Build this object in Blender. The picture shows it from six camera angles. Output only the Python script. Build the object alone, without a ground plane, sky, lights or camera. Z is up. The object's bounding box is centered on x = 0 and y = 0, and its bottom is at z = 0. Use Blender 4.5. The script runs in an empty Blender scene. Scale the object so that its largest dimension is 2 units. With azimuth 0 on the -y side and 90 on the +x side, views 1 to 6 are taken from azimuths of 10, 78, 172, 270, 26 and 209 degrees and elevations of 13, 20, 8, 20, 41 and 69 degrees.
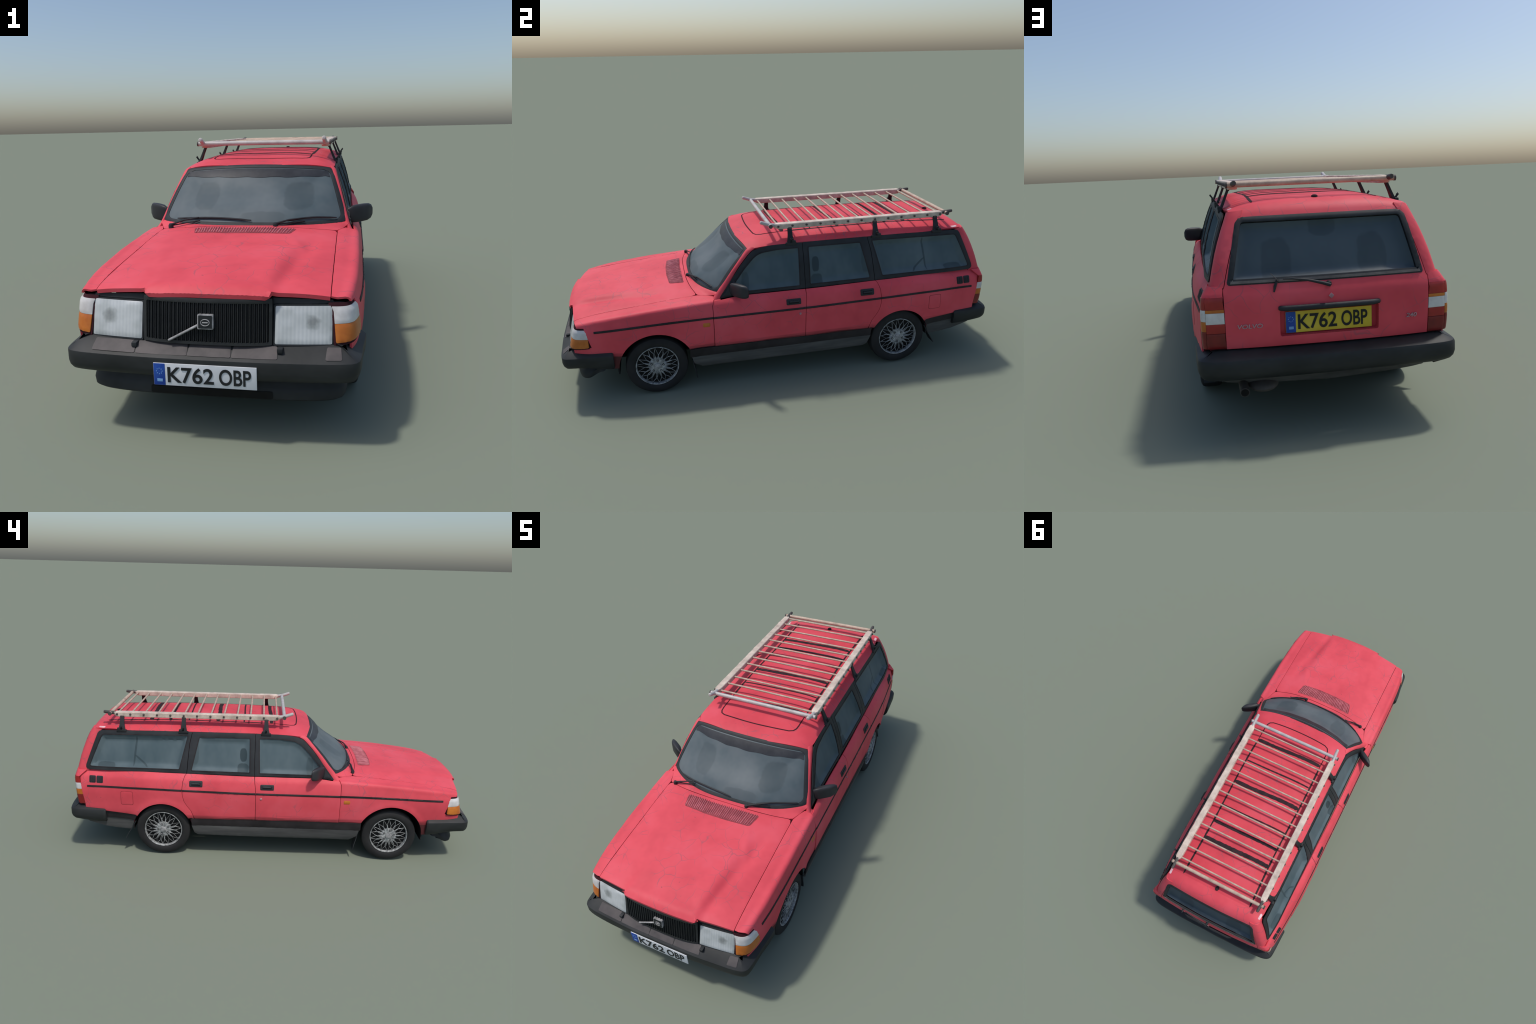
# A weathered red estate car with a ladder-type roof rack, built part by part.
# Front of the car points to -y, z is up, the car is mirror symmetric in x.
import bpy, bmesh, math, random
import numpy as np
from mathutils import Vector, noise
from mathutils.geometry import delaunay_2d_cdt

random.seed(7)
COL = bpy.context.scene.collection

# ------------------------------------------------------------------ helpers
def pchip(xs, ys):
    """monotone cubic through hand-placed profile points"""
    x = np.array(xs, float); y = np.array(ys, float)
    h = np.diff(x); d = np.diff(y) / h
    m = np.zeros(len(x)); m[0], m[-1] = d[0], d[-1]
    for i in range(1, len(x) - 1):
        if d[i-1] * d[i] > 0:
            w1, w2 = 2*h[i] + h[i-1], h[i] + 2*h[i-1]
            m[i] = (w1 + w2) / (w1/d[i-1] + w2/d[i])
    def f(q):
        q = np.asarray(q, float)
        qc = np.clip(q, x[0], x[-1])
        i = np.clip(np.searchsorted(x, qc) - 1, 0, len(h) - 1)
        t = (qc - x[i]) / h[i]
        v = ((1+2*t)*(1-t)**2*y[i] + t*(1-t)**2*h[i]*m[i]
             + t*t*(3-2*t)*y[i+1] + t*t*(t-1)*h[i]*m[i+1])
        return v + np.where(q < x[0], (q-x[0])*m[0], 0) + np.where(q > x[-1], (q-x[-1])*m[-1], 0)
    return f

def smooth(a, b, t):
    t = np.clip((np.asarray(t, float) - a) / (b - a), 0, 1)
    return t*t*(3-2*t)

def densify(poly, sp):
    out = []
    n = len(poly)
    for i in range(n):
        a = np.array(poly[i], float); b = np.array(poly[(i+1) % n], float)
        k = max(1, int(math.ceil(np.linalg.norm(b-a) / sp)))
        for j in range(k):
            out.append(a + (b-a)*j/k)
    return np.array(out)

def inside(poly, P):
    x, y = P[:, 0], P[:, 1]
    c = np.zeros(len(P), bool)
    n = len(poly)
    j = n-1
    for i in range(n):
        xi, yi = poly[i]; xj, yj = poly[j]
        if yi != yj:
            c ^= ((yi > y) != (yj > y)) & (x < (xj-xi)*(y-yi)/(yj-yi) + xi)
        j = i
    return c

def rounded(poly, r, k=5):
    """round the corners of a 2D polygon; r is one radius or one per corner"""
    n = len(poly)
    rr = r if isinstance(r, (list, tuple)) else [r]*n
    out = []
    for i in range(n):
        p = np.array(poly[i], float); a = np.array(poly[i-1], float); b = np.array(poly[(i+1) % n], float)
        if rr[i] <= 0:
            out.append(p); continue
        da = min(rr[i], .48*np.linalg.norm(a-p)); db = min(rr[i], .48*np.linalg.norm(b-p))
        A = p + (a-p)/np.linalg.norm(a-p)*da; B = p + (b-p)/np.linalg.norm(b-p)*db
        for j in range(k+1):
            t = j/k
            out.append((1-t)**2*A + 2*t*(1-t)*p + t*t*B)
    return [tuple(q) for q in out]

def rect(a0, b0, a1, b1, r=0.0):
    p = [(a0, b0), (a1, b0), (a1, b1), (a0, b1)]
    return rounded(p, r) if r > 0 else p

def grow(poly, d):
    """offset a polygon outwards by d (convex-ish outlines)"""
    P = np.array(poly, float); n = len(P)
    area = 0.5*sum(P[i-1][0]*P[i][1]-P[i][0]*P[i-1][1] for i in range(n))
    s = 1 if area > 0 else -1
    out = []
    for i in range(n):
        e1 = P[i]-P[i-1]; e2 = P[(i+1) % n]-P[i]
        n1 = np.array([e1[1], -e1[0]]); n2 = np.array([e2[1], -e2[0]])
        n1 /= max(1e-9, np.linalg.norm(n1)); n2 /= max(1e-9, np.linalg.norm(n2))
        m = n1+n2; m /= max(.6, (m@m)/2 if m@m > 0 else 1)
        out.append(tuple(P[i]+s*d*m))
    return out

def finish(name, verts, faces, mat, parent, angle=35, smooth_shade=True):
    me = bpy.data.meshes.new(name)
    me.from_pydata([tuple(v) for v in verts], [], [tuple(f) for f in faces])
    me.validate()
    bm = bmesh.new(); bm.from_mesh(me)
    bmesh.ops.recalc_face_normals(bm, faces=bm.faces)
    bm.to_mesh(me); bm.free()
    if smooth_shade:
        me.shade_smooth()
        me.set_sharp_from_angle(angle=math.radians(angle))
    me.materials.append(mat)
    ob = bpy.data.objects.new(name, me)
    COL.objects.link(ob)
    ob.parent = parent
    return ob

def dent(P, amp):
    """gentle panel waviness, the same in every panel"""
    out = np.empty(len(P))
    for i, p in enumerate(P):
        v = Vector(p)
        out[i] = noise.noise(v*5.0) * .6 + noise.noise(v*13.0 + Vector((3, 1, 7))) * .35 - max(0., .16-abs(noise.noise(v*3.7 + Vector((8, 2, 5)))))*2.2
    return out*amp

def patch(name, outline, surf, hint, mat, parent, depth=.006, off=0., sp=.009, holes=(), side=1,
          wavy=.0, drop=.0008, extra=None):
    """a sheet of real thickness cut to a 2D outline and laid on a parametric surface"""
    hint = np.array(hint, float)
    O = densify(outline, sp); H = [densify(h, sp) for h in holes]
    lo, hi = O.min(0), O.max(0)
    pts = []
    rows = int((hi[1]-lo[1])/(sp*.866))+2
    for r in range(rows):
        v = lo[1] + r*sp*.866
        us = np.arange(lo[0] + (sp/2 if r % 2 else 0), hi[0], sp)
        pts += [(u, v) for u in us]
    pts = np.array(pts) if pts else np.zeros((0, 2))
    loops = [O]+H
    if len(pts):
        ok = inside(O, pts)
        for h in H:
            ok &= ~inside(h, pts)
        allb = np.vstack(loops)
        d = np.full(len(pts), 9.)
        for q in allb:
            d = np.minimum(d, np.hypot(pts[:, 0]-q[0], pts[:, 1]-q[1]))
        pts = pts[ok & (d > sp*.6)]
    V = np.vstack(loops+[pts]) if len(pts) else np.vstack(loops)
    E = []; s = 0
    for L in loops:
        n = len(L); E += [(s+i, s+(i+1) % n) for i in range(n)]; s += n
    vo, eo, fo, *_ = delaunay_2d_cdt([Vector((float(a), float(b))) for a, b in V], E, [], 0, 1e-7)
    uv = np.array([(v.x, v.y) for v in vo])
    F = np.array([f for f in fo if len(f) == 3])
    c = uv[F].mean(1)
    keep = inside(O, c)
    for h in H:
        keep &= ~inside(h, c)
    F = F[keep]
    P = surf(uv)
    e = 2e-4
    du = surf(uv+[e, 0])-surf(uv-[e, 0]); dv = surf(uv+[0, e])-surf(uv-[0, e])
    N = np.cross(du, dv); N /= np.maximum(1e-12, np.linalg.norm(N, axis=1))[:, None]
    N[(N@hint) < 0] *= -1
    if wavy:
        P = P + N*dent(P, wavy)[:, None]
    if extra is not None:
        P = P + N*extra(uv)[:, None]
    P = P + N*off
    cnt = {}
    for f in F:
        for a, b in ((f[0], f[1]), (f[1], f[2]), (f[2], f[0])):
            k = (min(a, b), max(a, b)); cnt[k] = cnt.get(k, 0)+1
    bnd = [k for k, n in cnt.items() if n == 1]
    bv = sorted({i for k in bnd for i in k})
    Q = P - N*depth
    P = P.copy(); P[bv] -= N[bv]*min(drop, depth*.4)
    used = np.unique(F); n = len(P)
    faces = [tuple(f) for f in F] + [tuple(f[::-1]+n) for f in F]
    faces += [(a, b, b+n, a+n) for a, b in bnd]
    A = np.vstack([P, Q])
    if side < 0:
        A = A*[-1, 1, 1]
    # drop unused vertices
    m = -np.ones(2*n, int); idx = np.concatenate([used, used+n]); m[idx] = np.arange(len(idx))
    return finish(name, A[idx], [[m[i] for i in f] for f in faces], mat, parent)

def loft(name, rings, mat, parent, cap=True, closed=True, angle=35):
    n = len(rings[0]); V = [p for r in rings for p in r]; F = []
    for i in range(len(rings)-1):
        for j in range(n if closed else n-1):
            k = (j+1) % n
            F.append((i*n+j, i*n+k, (i+1)*n+k, (i+1)*n+j))
    if cap:
        F.append(tuple(range(n))); F.append(tuple((len(rings)-1)*n+j for j in range(n)))
    return finish(name, V, F, mat, parent, angle)

def tube_data(path, r, n=12, cap=True):
    path = [Vector(p) for p in path]
    R = r if isinstance(r, (list, tuple)) else [r]*len(path)
    V, F = [], []
    up = Vector((0, 0, 1))
    for i, p in enumerate(path):
        t = (path[min(i+1, len(path)-1)] - path[max(i-1, 0)]).normalized()
        u = t.cross(up)
        if u.length < 1e-3: u = t.cross(Vector((1, 0, 0)))
        u.normalize(); w = t.cross(u)
        for j in range(n):
            a = 2*math.pi*j/n
            V.append(p + u*math.cos(a)*R[i] + w*math.sin(a)*R[i])
    for i in range(len(path)-1):
        for j in range(n):
            k = (j+1) % n
            F.append((i*n+j, i*n+k, (i+1)*n+k, (i+1)*n+j))
    if cap:
        F.append(tuple(range(n))); F.append(tuple((len(path)-1)*n+j for j in range(n)))
    return V, F

def merge(parts):
    V, F = [], []
    for v, f in parts:
        b = len(V); V += list(v); F += [tuple(i+b for i in q) for q in f]
    return V, F

def tube(name, path, r, mat, parent, n=12):
    V, F = tube_data(path, r, n)
    return finish(name, V, F, mat, parent, 40)

def box_data(c, s, bev=.002, rot=None):
    bm = bmesh.new(); bmesh.ops.create_cube(bm, size=1)
    for v in bm.verts: v.co = Vector((v.co.x*s[0], v.co.y*s[1], v.co.z*s[2]))
    if bev > 0: bmesh.ops.bevel(bm, geom=bm.edges[:], offset=bev, segments=2, profile=.6, affect='EDGES')
    V = [v.co.copy() for v in bm.verts]
    bm.verts.index_update(); F = [tuple(v.index for v in f.verts) for f in bm.faces]; bm.free()
    if rot is not None: V = [rot @ v for v in V]
    return [v + Vector(c) for v in V], F

def box(name, c, s, mat, parent, bev=.002, rot=None):
    V, F = box_data(c, s, bev, rot)
    return finish(name, V, F, mat, parent, 40)

def lathe_data(profile, n=64):
    """profile of (axial x, radius) revolved round the x axis"""
    V, F = [], []
    m = len(profile)
    for i in range(n):
        a = 2*math.pi*i/n
        V += [Vector((x, r*math.cos(a), r*math.sin(a))) for x, r in profile]
    for i in range(n):
        k = (i+1) % n
        for j in range(m-1):
            F.append((i*m+j, k*m+j, k*m+j+1, i*m+j+1))
    return V, F

# ---------------------------------------------------------------- materials
def nodes_of(name, rough=.6, spec=.25, metal=0.):
    m = bpy.data.materials.new(name); m.use_nodes = True
    nt = m.node_tree; b = nt.nodes['Principled BSDF']
    b.inputs['Roughness'].default_value = rough
    b.inputs['Specular IOR Level'].default_value = spec
    b.inputs['Metallic'].default_value = metal
    return m, nt, b

class NT:
    def __init__(s, nt):
        s.nt = nt; s.co = nt.nodes.new('ShaderNodeTexCoord').outputs['Object']
    def new(s, t, **k):
        n = s.nt.nodes.new(t)
        for a, v in k.items(): setattr(n, a, v)
        return n
    def link(s, a, b): s.nt.links.new(a, b)
    def put(s, sock, v):
        if hasattr(v, 'is_output'): s.link(v, sock)
        else: sock.default_value = v
    def scaled(s, sc, loc=(0, 0, 0)):
        n = s.new('ShaderNodeMapping'); s.link(s.co, n.inputs['Vector'])
        n.inputs['Scale'].default_value = sc; n.inputs['Location'].default_value = loc
        return n.outputs[0]
    def noise(s, scale, detail=3, rough=.55, vec=None, dist=0.):
        n = s.new('ShaderNodeTexNoise'); s.link(vec or s.co, n.inputs['Vector'])
        n.inputs['Scale'].default_value = scale; n.inputs['Detail'].default_value = detail
        n.inputs['Roughness'].default_value = rough; n.inputs['Distortion'].default_value = dist
        return n.outputs['Fac']
    def ramp(s, f, stops):
        n = s.new('ShaderNodeValToRGB'); s.link(f, n.inputs[0])
        cr = n.color_ramp
        while len(cr.elements) < len(stops): cr.elements.new(.5)
        for e, (p, c) in zip(cr.elements, stops):
            e.position = p; e.color = (c, c, c, 1) if isinstance(c, (int, float)) else (*c, 1)
        return n.outputs[0]
    def mix(s, f, a, b):
        n = s.new('ShaderNodeMix', data_type='RGBA')
        s.put(n.inputs[0], f)
        for sock, v in ((n.inputs[6], a), (n.inputs[7], b)):
            if isinstance(v, tuple): sock.default_value = (*v, 1)
            else: s.link(v, sock)
        return n.outputs[2]
    def math(s, op, a, b=0., clamp=False):
        n = s.new('ShaderNodeMath', operation=op); n.use_clamp = clamp
        s.put(n.inputs[0], a); s.put(n.inputs[1], b)
        return n.outputs[0]
    def xyz(s):
        n = s.new('ShaderNodeSeparateXYZ'); s.link(s.co, n.inputs[0]); return n.outputs
    def bump(s, b, h, strength=.3, dist=.002):
        n = s.new('ShaderNodeBump'); s.link(h, n.inputs['Height'])
        n.inputs['Strength'].default_value = strength; n.inputs['Distance'].default_value = dist
        s.link(n.outputs[0], b.inputs['Normal'])

RED = (.72, .082, .107)
def paint(name, base=RED, crack=.5, grime=False):
    m, nt, b = nodes_of(name, .55, .22); t = NT(nt)
    deep = tuple(c*k for c, k in zip(base, (.86, .78, .80))); pale = tuple(min(1, c*k) for c, k in zip(base, (1.06, 1.35, 1.35)))
    c = t.ramp(t.noise(4.5, 4, .6), [(.32, deep), (.52, base), (.75, pale)])
    # hairline crazing in the old lacquer: broken, thin grey lines
    vo = t.new('ShaderNodeTexVoronoi', feature='DISTANCE_TO_EDGE')
    warp = t.new('ShaderNodeMix', data_type='VECTOR'); 
    nz = t.new('ShaderNodeTexNoise'); t.link(t.co, nz.inputs['Vector']); nz.inputs['Scale'].default_value = 14.
    warp.inputs[0].default_value = .035
    t.link(t.co, warp.inputs[4]); t.link(nz.outputs['Color'], warp.inputs[5])
    t.link(warp.outputs[1], vo.inputs['Vector']); vo.inputs['Scale'].default_value = 17.
    line = t.ramp(vo.outputs['Distance'], [(.0, 1.), (.025, 0.)])
    mask = t.ramp(t.noise(6.5, 3, .6, vec=t.scaled((1, 1, 1), (3, 5, 1))), [(.47, 0.), (.58, 1.)])
    f = t.math('MULTIPLY', t.math('MULTIPLY', line, mask), crack)
    c = t.mix(f, c, (.20, .105, .13))
    # small chips and grime specks
    sp = t.ramp(t.noise(90, 2, .5), [(.70, 0.), (.76, 1.)])
    sm = t.ramp(t.noise(5, 2, .5, vec=t.scaled((1, 1, 1), (9, 2, 4))), [(.52, 0.), (.66, 1.)])
    c = t.mix(t.math('MULTIPLY', t.math('MULTIPLY', sp, sm), .45), c, (.16, .06, .07))
    if grime:      # streaky road film thrown up along the bottom of the doors
        z = t.math('ADD', t.xyz()[2], t.math('MULTIPLY', t.math('SUBTRACT', t.noise(9, 5, .65, vec=t.scaled((1, .6, 14))), .5), .045))
        c = t.mix(t.ramp(z, [(.203, .9), (.213, .45), (.228, 0.)]), c, (.035, .018, .018))
    t.link(c, b.inputs['Base Color'])
    t.bump(b, t.noise(55, 3), .12, .0015)
    return m

def plastic(name, a, b_, rough=.6, spec=.25, sc=9., bump=.15, stretch=(1, 1, 1)):
    m, nt, b = nodes_of(name, rough, spec); t = NT(nt)
    c = t.ramp(t.noise(sc, 5, .62, vec=t.scaled(stretch)), [(.3, a), (.72, b_)])
    t.link(c, b.inputs['Base Color'])
    if bump: t.bump(b, t.noise(120, 2), bump, .001)
    return m

M = {}
M['red'] = paint('red_lacquer', RED, .5)
M['red_side'] = paint('side_lacquer', RED, .5, True)
M['red_roof'] = paint('roof_lacquer', tuple(c*k for c, k in zip(RED, (.93, .85, .88))), .8)
M['gap'] = plastic('shadowed_steel', (.040, .010, .013), (.075, .015, .020), .8, .1, bump=0)
M['groove'] = plastic('seam_sealant', (.035, .012, .016), (.07, .02, .026), .8, .1, bump=0)
M['flapline'] = plastic('flap_seam', (.20, .025, .032), (.34, .04, .05), .7, .2, 30., 0)
M['black'] = plastic('black_rubber', (.016, .018, .020), (.034, .037, .041), .6, .3)
M['trim'] = plastic('trim_rubber', (.014, .012, .013), (.036, .030, .032), .6, .25)
M['bumper'] = plastic('bumper_plastic', (.015, .017, .017), (.034, .036, .037), .55, .3, 7., .2, (1, 1, 2))
M['bumper_worn'] = plastic('bleached_plastic', (.045, .042, .044), (.125, .108, .105), .6, .3, 8.)
M['sill'] = plastic('dusty_sill', (.050, .050, .050), (.115, .113, .110), .75, .2, 8., .2, (1, .35, 3))
M['under'] = plastic('underseal', (.012, .012, .013), (.028, .027, .027), .85, .1)
M['tyre'] = plastic('tyre_rubber', (.018, .018, .019), (.032, .031, .031), .75, .2)
M['chrome'] = plastic('dull_chrome', (.14, .14, .14), (.48, .47, .47), .38, .5, 60., .2)
M['rimsilver'] = plastic('wheel_silver', (.08, .085, .085), (.56, .57, .56), .42, .5, 70., .2)
M['blackpaint'] = plastic('wheel_black', (.004, .004, .005), (.012, .012, .013), .6, .2)
M['alu'] = plastic('weathered_aluminium', (.42, .335, .275), (.76, .635, .53), .55, .35, 26., .25)
M['alu2'] = plastic('tube_aluminium', (.36, .335, .325), (.58, .545, .52), .42, .5, 20., .15)
M['rung'] = plastic('rung_aluminium', (.36, .265, .20), (.62, .475, .365), .5, .4, 30., .15)
M['mirrorcase'] = plastic('mirror_plastic', (.018, .019, .022), (.04, .041, .046), .5, .35)
M['amber'] = plastic('amber_lens', (.42, .10, .010), (.62, .20, .025), .35, .5, 20., 0)
M['clear'] = plastic('frosted_lens', (.52, .49, .48), (.74, .73, .72), .35, .5, 22., 0)
M['redlens'] = plastic('red_lens', (.25, .010, .010), (.42, .022, .018), .35, .5, 18., 0)
M['redlens2'] = plastic('deep_red_lens', (.13, .006, .008), (.26, .012, .012), .35, .5, 18., 0)
M['white'] = plastic('plate_white', (.60, .62, .65), (.74, .75, .77), .5, .3, 14., 0)
M['yellow'] = plastic('plate_yellow', (.60, .46, .03), (.74, .60, .08), .5, .3, 14., 0)
M['blue'] = plastic('plate_blue', (.010, .045, .30), (.03, .11, .45), .5, .3, 16., 0)
M['ink'] = plastic('plate_ink', (.010, .012, .014), (.02, .022, .024), .5, .3, 12., 0)
M['paleblue'] = plastic('plate_pale_blue', (.12, .30, .62), (.25, .45, .75), .5, .3, 14., 0)
M['badge'] = plastic('badge_metal', (.34, .16, .18), (.52, .34, .36), .5, .4, 60., 0)
M['exhaust'] = plastic('exhaust_steel', (.05, .045, .043), (.12, .105, .095), .6, .3, 14.)

def glass(name, a, b_, spots=(), plane='y'):
    """window glass seen from outside: blue-grey, with the soft dark shapes of the cabin behind"""
    m, nt, b = nodes_of(name, .50, .16); t = NT(nt)
    c = t.ramp(t.noise(5., 4, .6, vec=t.scaled((1, 1, .6))), [(.3, a), (.7, b_)])
    X = t.xyz(); u = X[1] if plane == 'y' else X[0]; w = X[2]
    dark = tuple(k*.45 for k in a)
    for cu, cw, ru, rw, amt, *k in spots:
        uu = t.math('SUBTRACT', u, t.math('MULTIPLY', t.math('SUBTRACT', w, cw), k[0])) if k else u
        du = t.math('POWER', t.math('ABSOLUTE', t.math('DIVIDE', t.math('SUBTRACT', uu, cu), ru)), 3.)
        dw = t.math('POWER', t.math('ABSOLUTE', t.math('DIVIDE', t.math('SUBTRACT', w, cw), rw)), 3.)
        d = t.math('ADD', t.math('ADD', du, dw), t.math('MULTIPLY', t.noise(30, 2), .6))
        f = t.math('MULTIPLY', t.ramp(d, [(.75, 1.), (1., 0.)]), amt)
        c = t.mix(f, c, dark)
    t.link(c, b.inputs['Base Color'])
    return m
GA, GB = (.064, .098, .113), (.125, .165, .180)  # lightened and spread apart so the noise paints patchy reflections on the panes
M['sideglass'] = glass('side_glass', GA, GB, [(.137, .515, .020, .038, .8), (.137, .45, .033, .03, .6), (.80, .447, .05, .020, .55),
                       (.662, .52, .0055, .085, .6, -.106), (.632, .472, .008, .030, .6, 1.18), (-.185, .47, .02, .05, .35), (.37, .53, .02, .08, .3)])
M['screenglass'] = glass('screen_glass', (.062, .090, .104), (.128, .152, .162), [(.0, .592, .045, .014, .3), (.16, .52, .06, .05, .3), (-.16, .52, .05, .05, .22), (.05, .46, .09, .02, .25)], 'x')  # pale end of the ramp draws soft reflections into the windscreen colour
M['rearglass'] = glass('rear_glass', (.062, .088, .108), (.085, .112, .132), [(.135, .480, .050, .075, .35), (-.135, .480, .050, .075, .35), (0, .57, .045, .035, .35), (0, .432, .25, .016, .45)], 'x')

# ------------------------------------------------------- the surfaces of the body
HUB_F, HUB_R, HUB_Z = -.590, .527, .1345
ARCH_F, ARCH_R = .160, .1445

side_prof = pchip([.07, .085, .10, .12, .16, .20, .25, .30, .335, .36, .385, .40, .41, .42, .43, .44],
                  [.325, .343, .355, .363, .369, .3725, .376, .377, .3755, .3715, .3645, .3585, .350, .340, .3325, .328])
fend_prof = pchip([.07, .085, .10, .12, .16, .20, .25, .30, .335, .36, .39, .42],
                  [.325, .341, .352, .359, .365, .3685, .3725, .3745, .3735, .3705, .3640, .357])
plan_in = pchip([-1., -.95, -.90, -.84, -.75, -.6, -.4, .5, .65, .75, .85, .93, 1.],
                [.055, .036, .0225, .0125, .005, .0005, 0, 0, .0035, .0105, .0190, .0270, .038])
shoulder = pchip([-.98, -.94, -.90, -.84, -.71, -.555, -.39, -.30], [.349, .3545, .3605, .3710, .3865, .4005, .4115, .416])

def flare(y, z):
    f = 0
    for hy, r in ((HUB_F, ARCH_F), (HUB_R, ARCH_R)):
        d = np.hypot(y-hy, z-HUB_Z)
        f = f + .0045*np.exp(-((d-r)/.020)**2)*smooth(.10, .2, z)
    return f

def S_side(uv):           # u = y, v = z
    y, z = uv[:, 0], uv[:, 1]
    return np.stack([side_prof(z)-plan_in(y)+flare(y, z), y, z], 1)

RS = .017
def hood_z(x, y):
    x = np.abs(x)
    front = np.where(x < .153, -.957+.3*x*x, -.934+(x-.153)*.13)
    e = np.clip((y-front)/.032, 0, 1)
    z = shoulder(y) + .027*(1-(np.minimum(x, .34)/.338)**2.3) - np.where(x < .153, .013, .004)*(1-e)**2
    # raised centre panel that runs out towards the screen
    w = .155 + .10*smooth(-.93, -.45, y)
    z = z + .0045*smooth(-.68, -.44, y)
    z = z + .0045*(1-smooth(-.018, .018, x-w))*(1-smooth(-.85, -.5, y)) - .0022
    return z
def S_fender(uv):         # u = y, v = z up the side, then arc length over the shoulder
    y, t = uv[:, 0], uv[:, 1]
    zs = shoulder(y); t0 = zs-RS
    zf = np.minimum(t, t0)
    x0 = fend_prof(zf + (.412-zs)*smooth(.30, .36, zf)) - plan_in(y) + flare(y, zf)
    a = np.clip((t-t0)/RS, 0, math.pi/2)
    u = np.maximum(0, t-t0-RS*math.pi/2)
    x = x0 - RS*(1-np.cos(a)) - u
    z = zf + RS*np.sin(a)
    zh = hood_z(x, y)
    z = np.where(u > 0, zs + (zh-zs)*smooth(0, .03, u), z)
    return np.stack([x, y, z], 1)
def fender_t(y, x):       # arc parameter at which the fender top reaches half-width x
    zs = float(shoulder(y)); t0 = zs-RS
    xs = float(S_fender(np.array([[y, t0]]))[0, 0])
    return t0 + RS*math.pi/2 + (xs-RS-x)
def S_hood(uv):           # u = x, v = y
    return np.stack([uv[:, 0], uv[:, 1], hood_z(uv[:, 0], uv[:, 1])], 1)

def gh_x(z):
    return .3315-(z-.425)*.316+.006*np.sin(np.pi*np.clip((z-.42)/.2, 0, 1))
def S_green(uv):          # greenhouse side, u = y, v = z
    y, z = uv[:, 0], uv[:, 1]
    return np.stack([gh_x(z)-.010*smooth(.78, .93, y), y, z], 1)

zc = pchip([-.24, -.20, -.15, -.10, 0, .2, .4, .6, .8, .83], [.600, .616, .632, .641, .650, .6555, .6560, .6525, .6455, .6440])
ze = pchip([-.22, -.165, -.10, 0, .4, .8, .83], [.585, .600, .611, .6155, .6175, .6135, .613])
def S_roof(uv):
    x, y = uv[:, 0], uv[:, 1]
    e = ze(y); z = e + (zc(y)-e)*(1-(np.minimum(np.abs(x), .274)/.274)**4.2)
    return np.stack([x, y, z], 1)
def roof_front(x): return -.198+.48*x*x

def ws_bot(a):
    x = .318*a; return np.stack([x, -.4125+2.73*np.abs(x)**2.84, .4385+0*x], 1)
def ws_top(a):
    x = .2625*a; return np.stack([x, -.1985+.46*x*x, .6165-.21*x*x], 1)
def S_screen(uv):         # u = -1..1 across, v = 0..1 up; scaled so that units are about metres
    a, v = uv[:, 0]/.29, uv[:, 1]/.28
    P = ws_bot(a)*(1-v)[:, None] + ws_top(a)*v[:, None]
    k = (.007*np.sin(np.pi*np.clip(v, 0, 1)))
    P[:, 1] -= k*.7; P[:, 2] += k*.7
    return P

rear_y = pchip([.20, .25, .30, .385, .40, .42, .50, .60, .632, .655, .69], [.950, .9615, .968, .9715, .969, .962, .938, .8955, .873, .851, .818])
rear_z = pchip([.20, .25, .30, .385, .40, .42, .50, .60, .632, .655, .69], [.20, .25, .30, .385, .40, .42, .50, .60, .6270, .6385, .6447])
def S_rear(uv):           # u = x, v = height, running on over the roof edge
    x, v = uv[:, 0], uv[:, 1]
    ax = np.abs(x)
    y = rear_y(v) - .015*(ax/.33)**2
    z = rear_z(v) - smooth(.585, .69, v)*.032*(np.minimum(ax, .274)/.274)**4.2
    return np.stack([x, y, z], 1)

def corner_path(z, xs, side_start, inner, r):
    """plan curve: along the car side, round the rear corner, inwards over the back"""
    pass

def S_corner(xfun, ystart, r):
    """rear corner, u = run along the plan curve, v = z"""
    def f(uv):
        u, z = uv[:, 0], uv[:, 1]
        xs = xfun(z); yr = rear_y(z) - .015*(xs/.33)**2
        s1 = yr-r-ystart
        a = np.clip((u-s1)/r, 0, math.pi/2)
        w = np.maximum(0, u-s1-r*math.pi/2)
        x = xs - r*(1-np.cos(a)) - w
        y = np.where(u < s1, ystart+u, ystart+s1+r*np.sin(a))
        y = y + np.where(w > 0, .015*((xs/.33)**2-(x/.33)**2), 0)
        return np.stack([x, y, z], 1)
    def run(z, inner):
        z1 = np.array([z]); xs = xfun(z1)[0]; yr = rear_y(z1)[0]-.015*(xs/.33)**2
        return (yr-r-ystart) + r*math.pi/2 + (xs-r-inner)
    return f, run

def S_front(uv):          # u = x, v = z
    x, z = uv[:, 0], uv[:, 1]
    return np.stack([x, -.945-(.36-z)*.16+.25*x*x, z], 1)

def S_grille(uv):         # the grille bows forward of the lamp line
    P = S_front(uv); P[:, 1] -= .011*(1-np.clip(np.abs(uv[:, 0])/.166, 0, 1)**4); return P
def S_head(uv):           # headlamp plane leans back more than the grille
    x, z = uv[:, 0], uv[:, 1]
    return np.stack([x, -.9335-(.335-z)*.26+.25*(x*x-.0266), z], 1)

def dish(outline, depth, width, gate=None):
    B = densify(outline, .008)
    def f(uv):
        d = np.full(len(uv), 9.)
        for q in B: d = np.minimum(d, np.hypot(uv[:, 0]-q[0], uv[:, 1]-q[1]))
        g = -depth*smooth(0, width, d)
        return g if gate is None else g*gate(uv)
    return f

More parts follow.
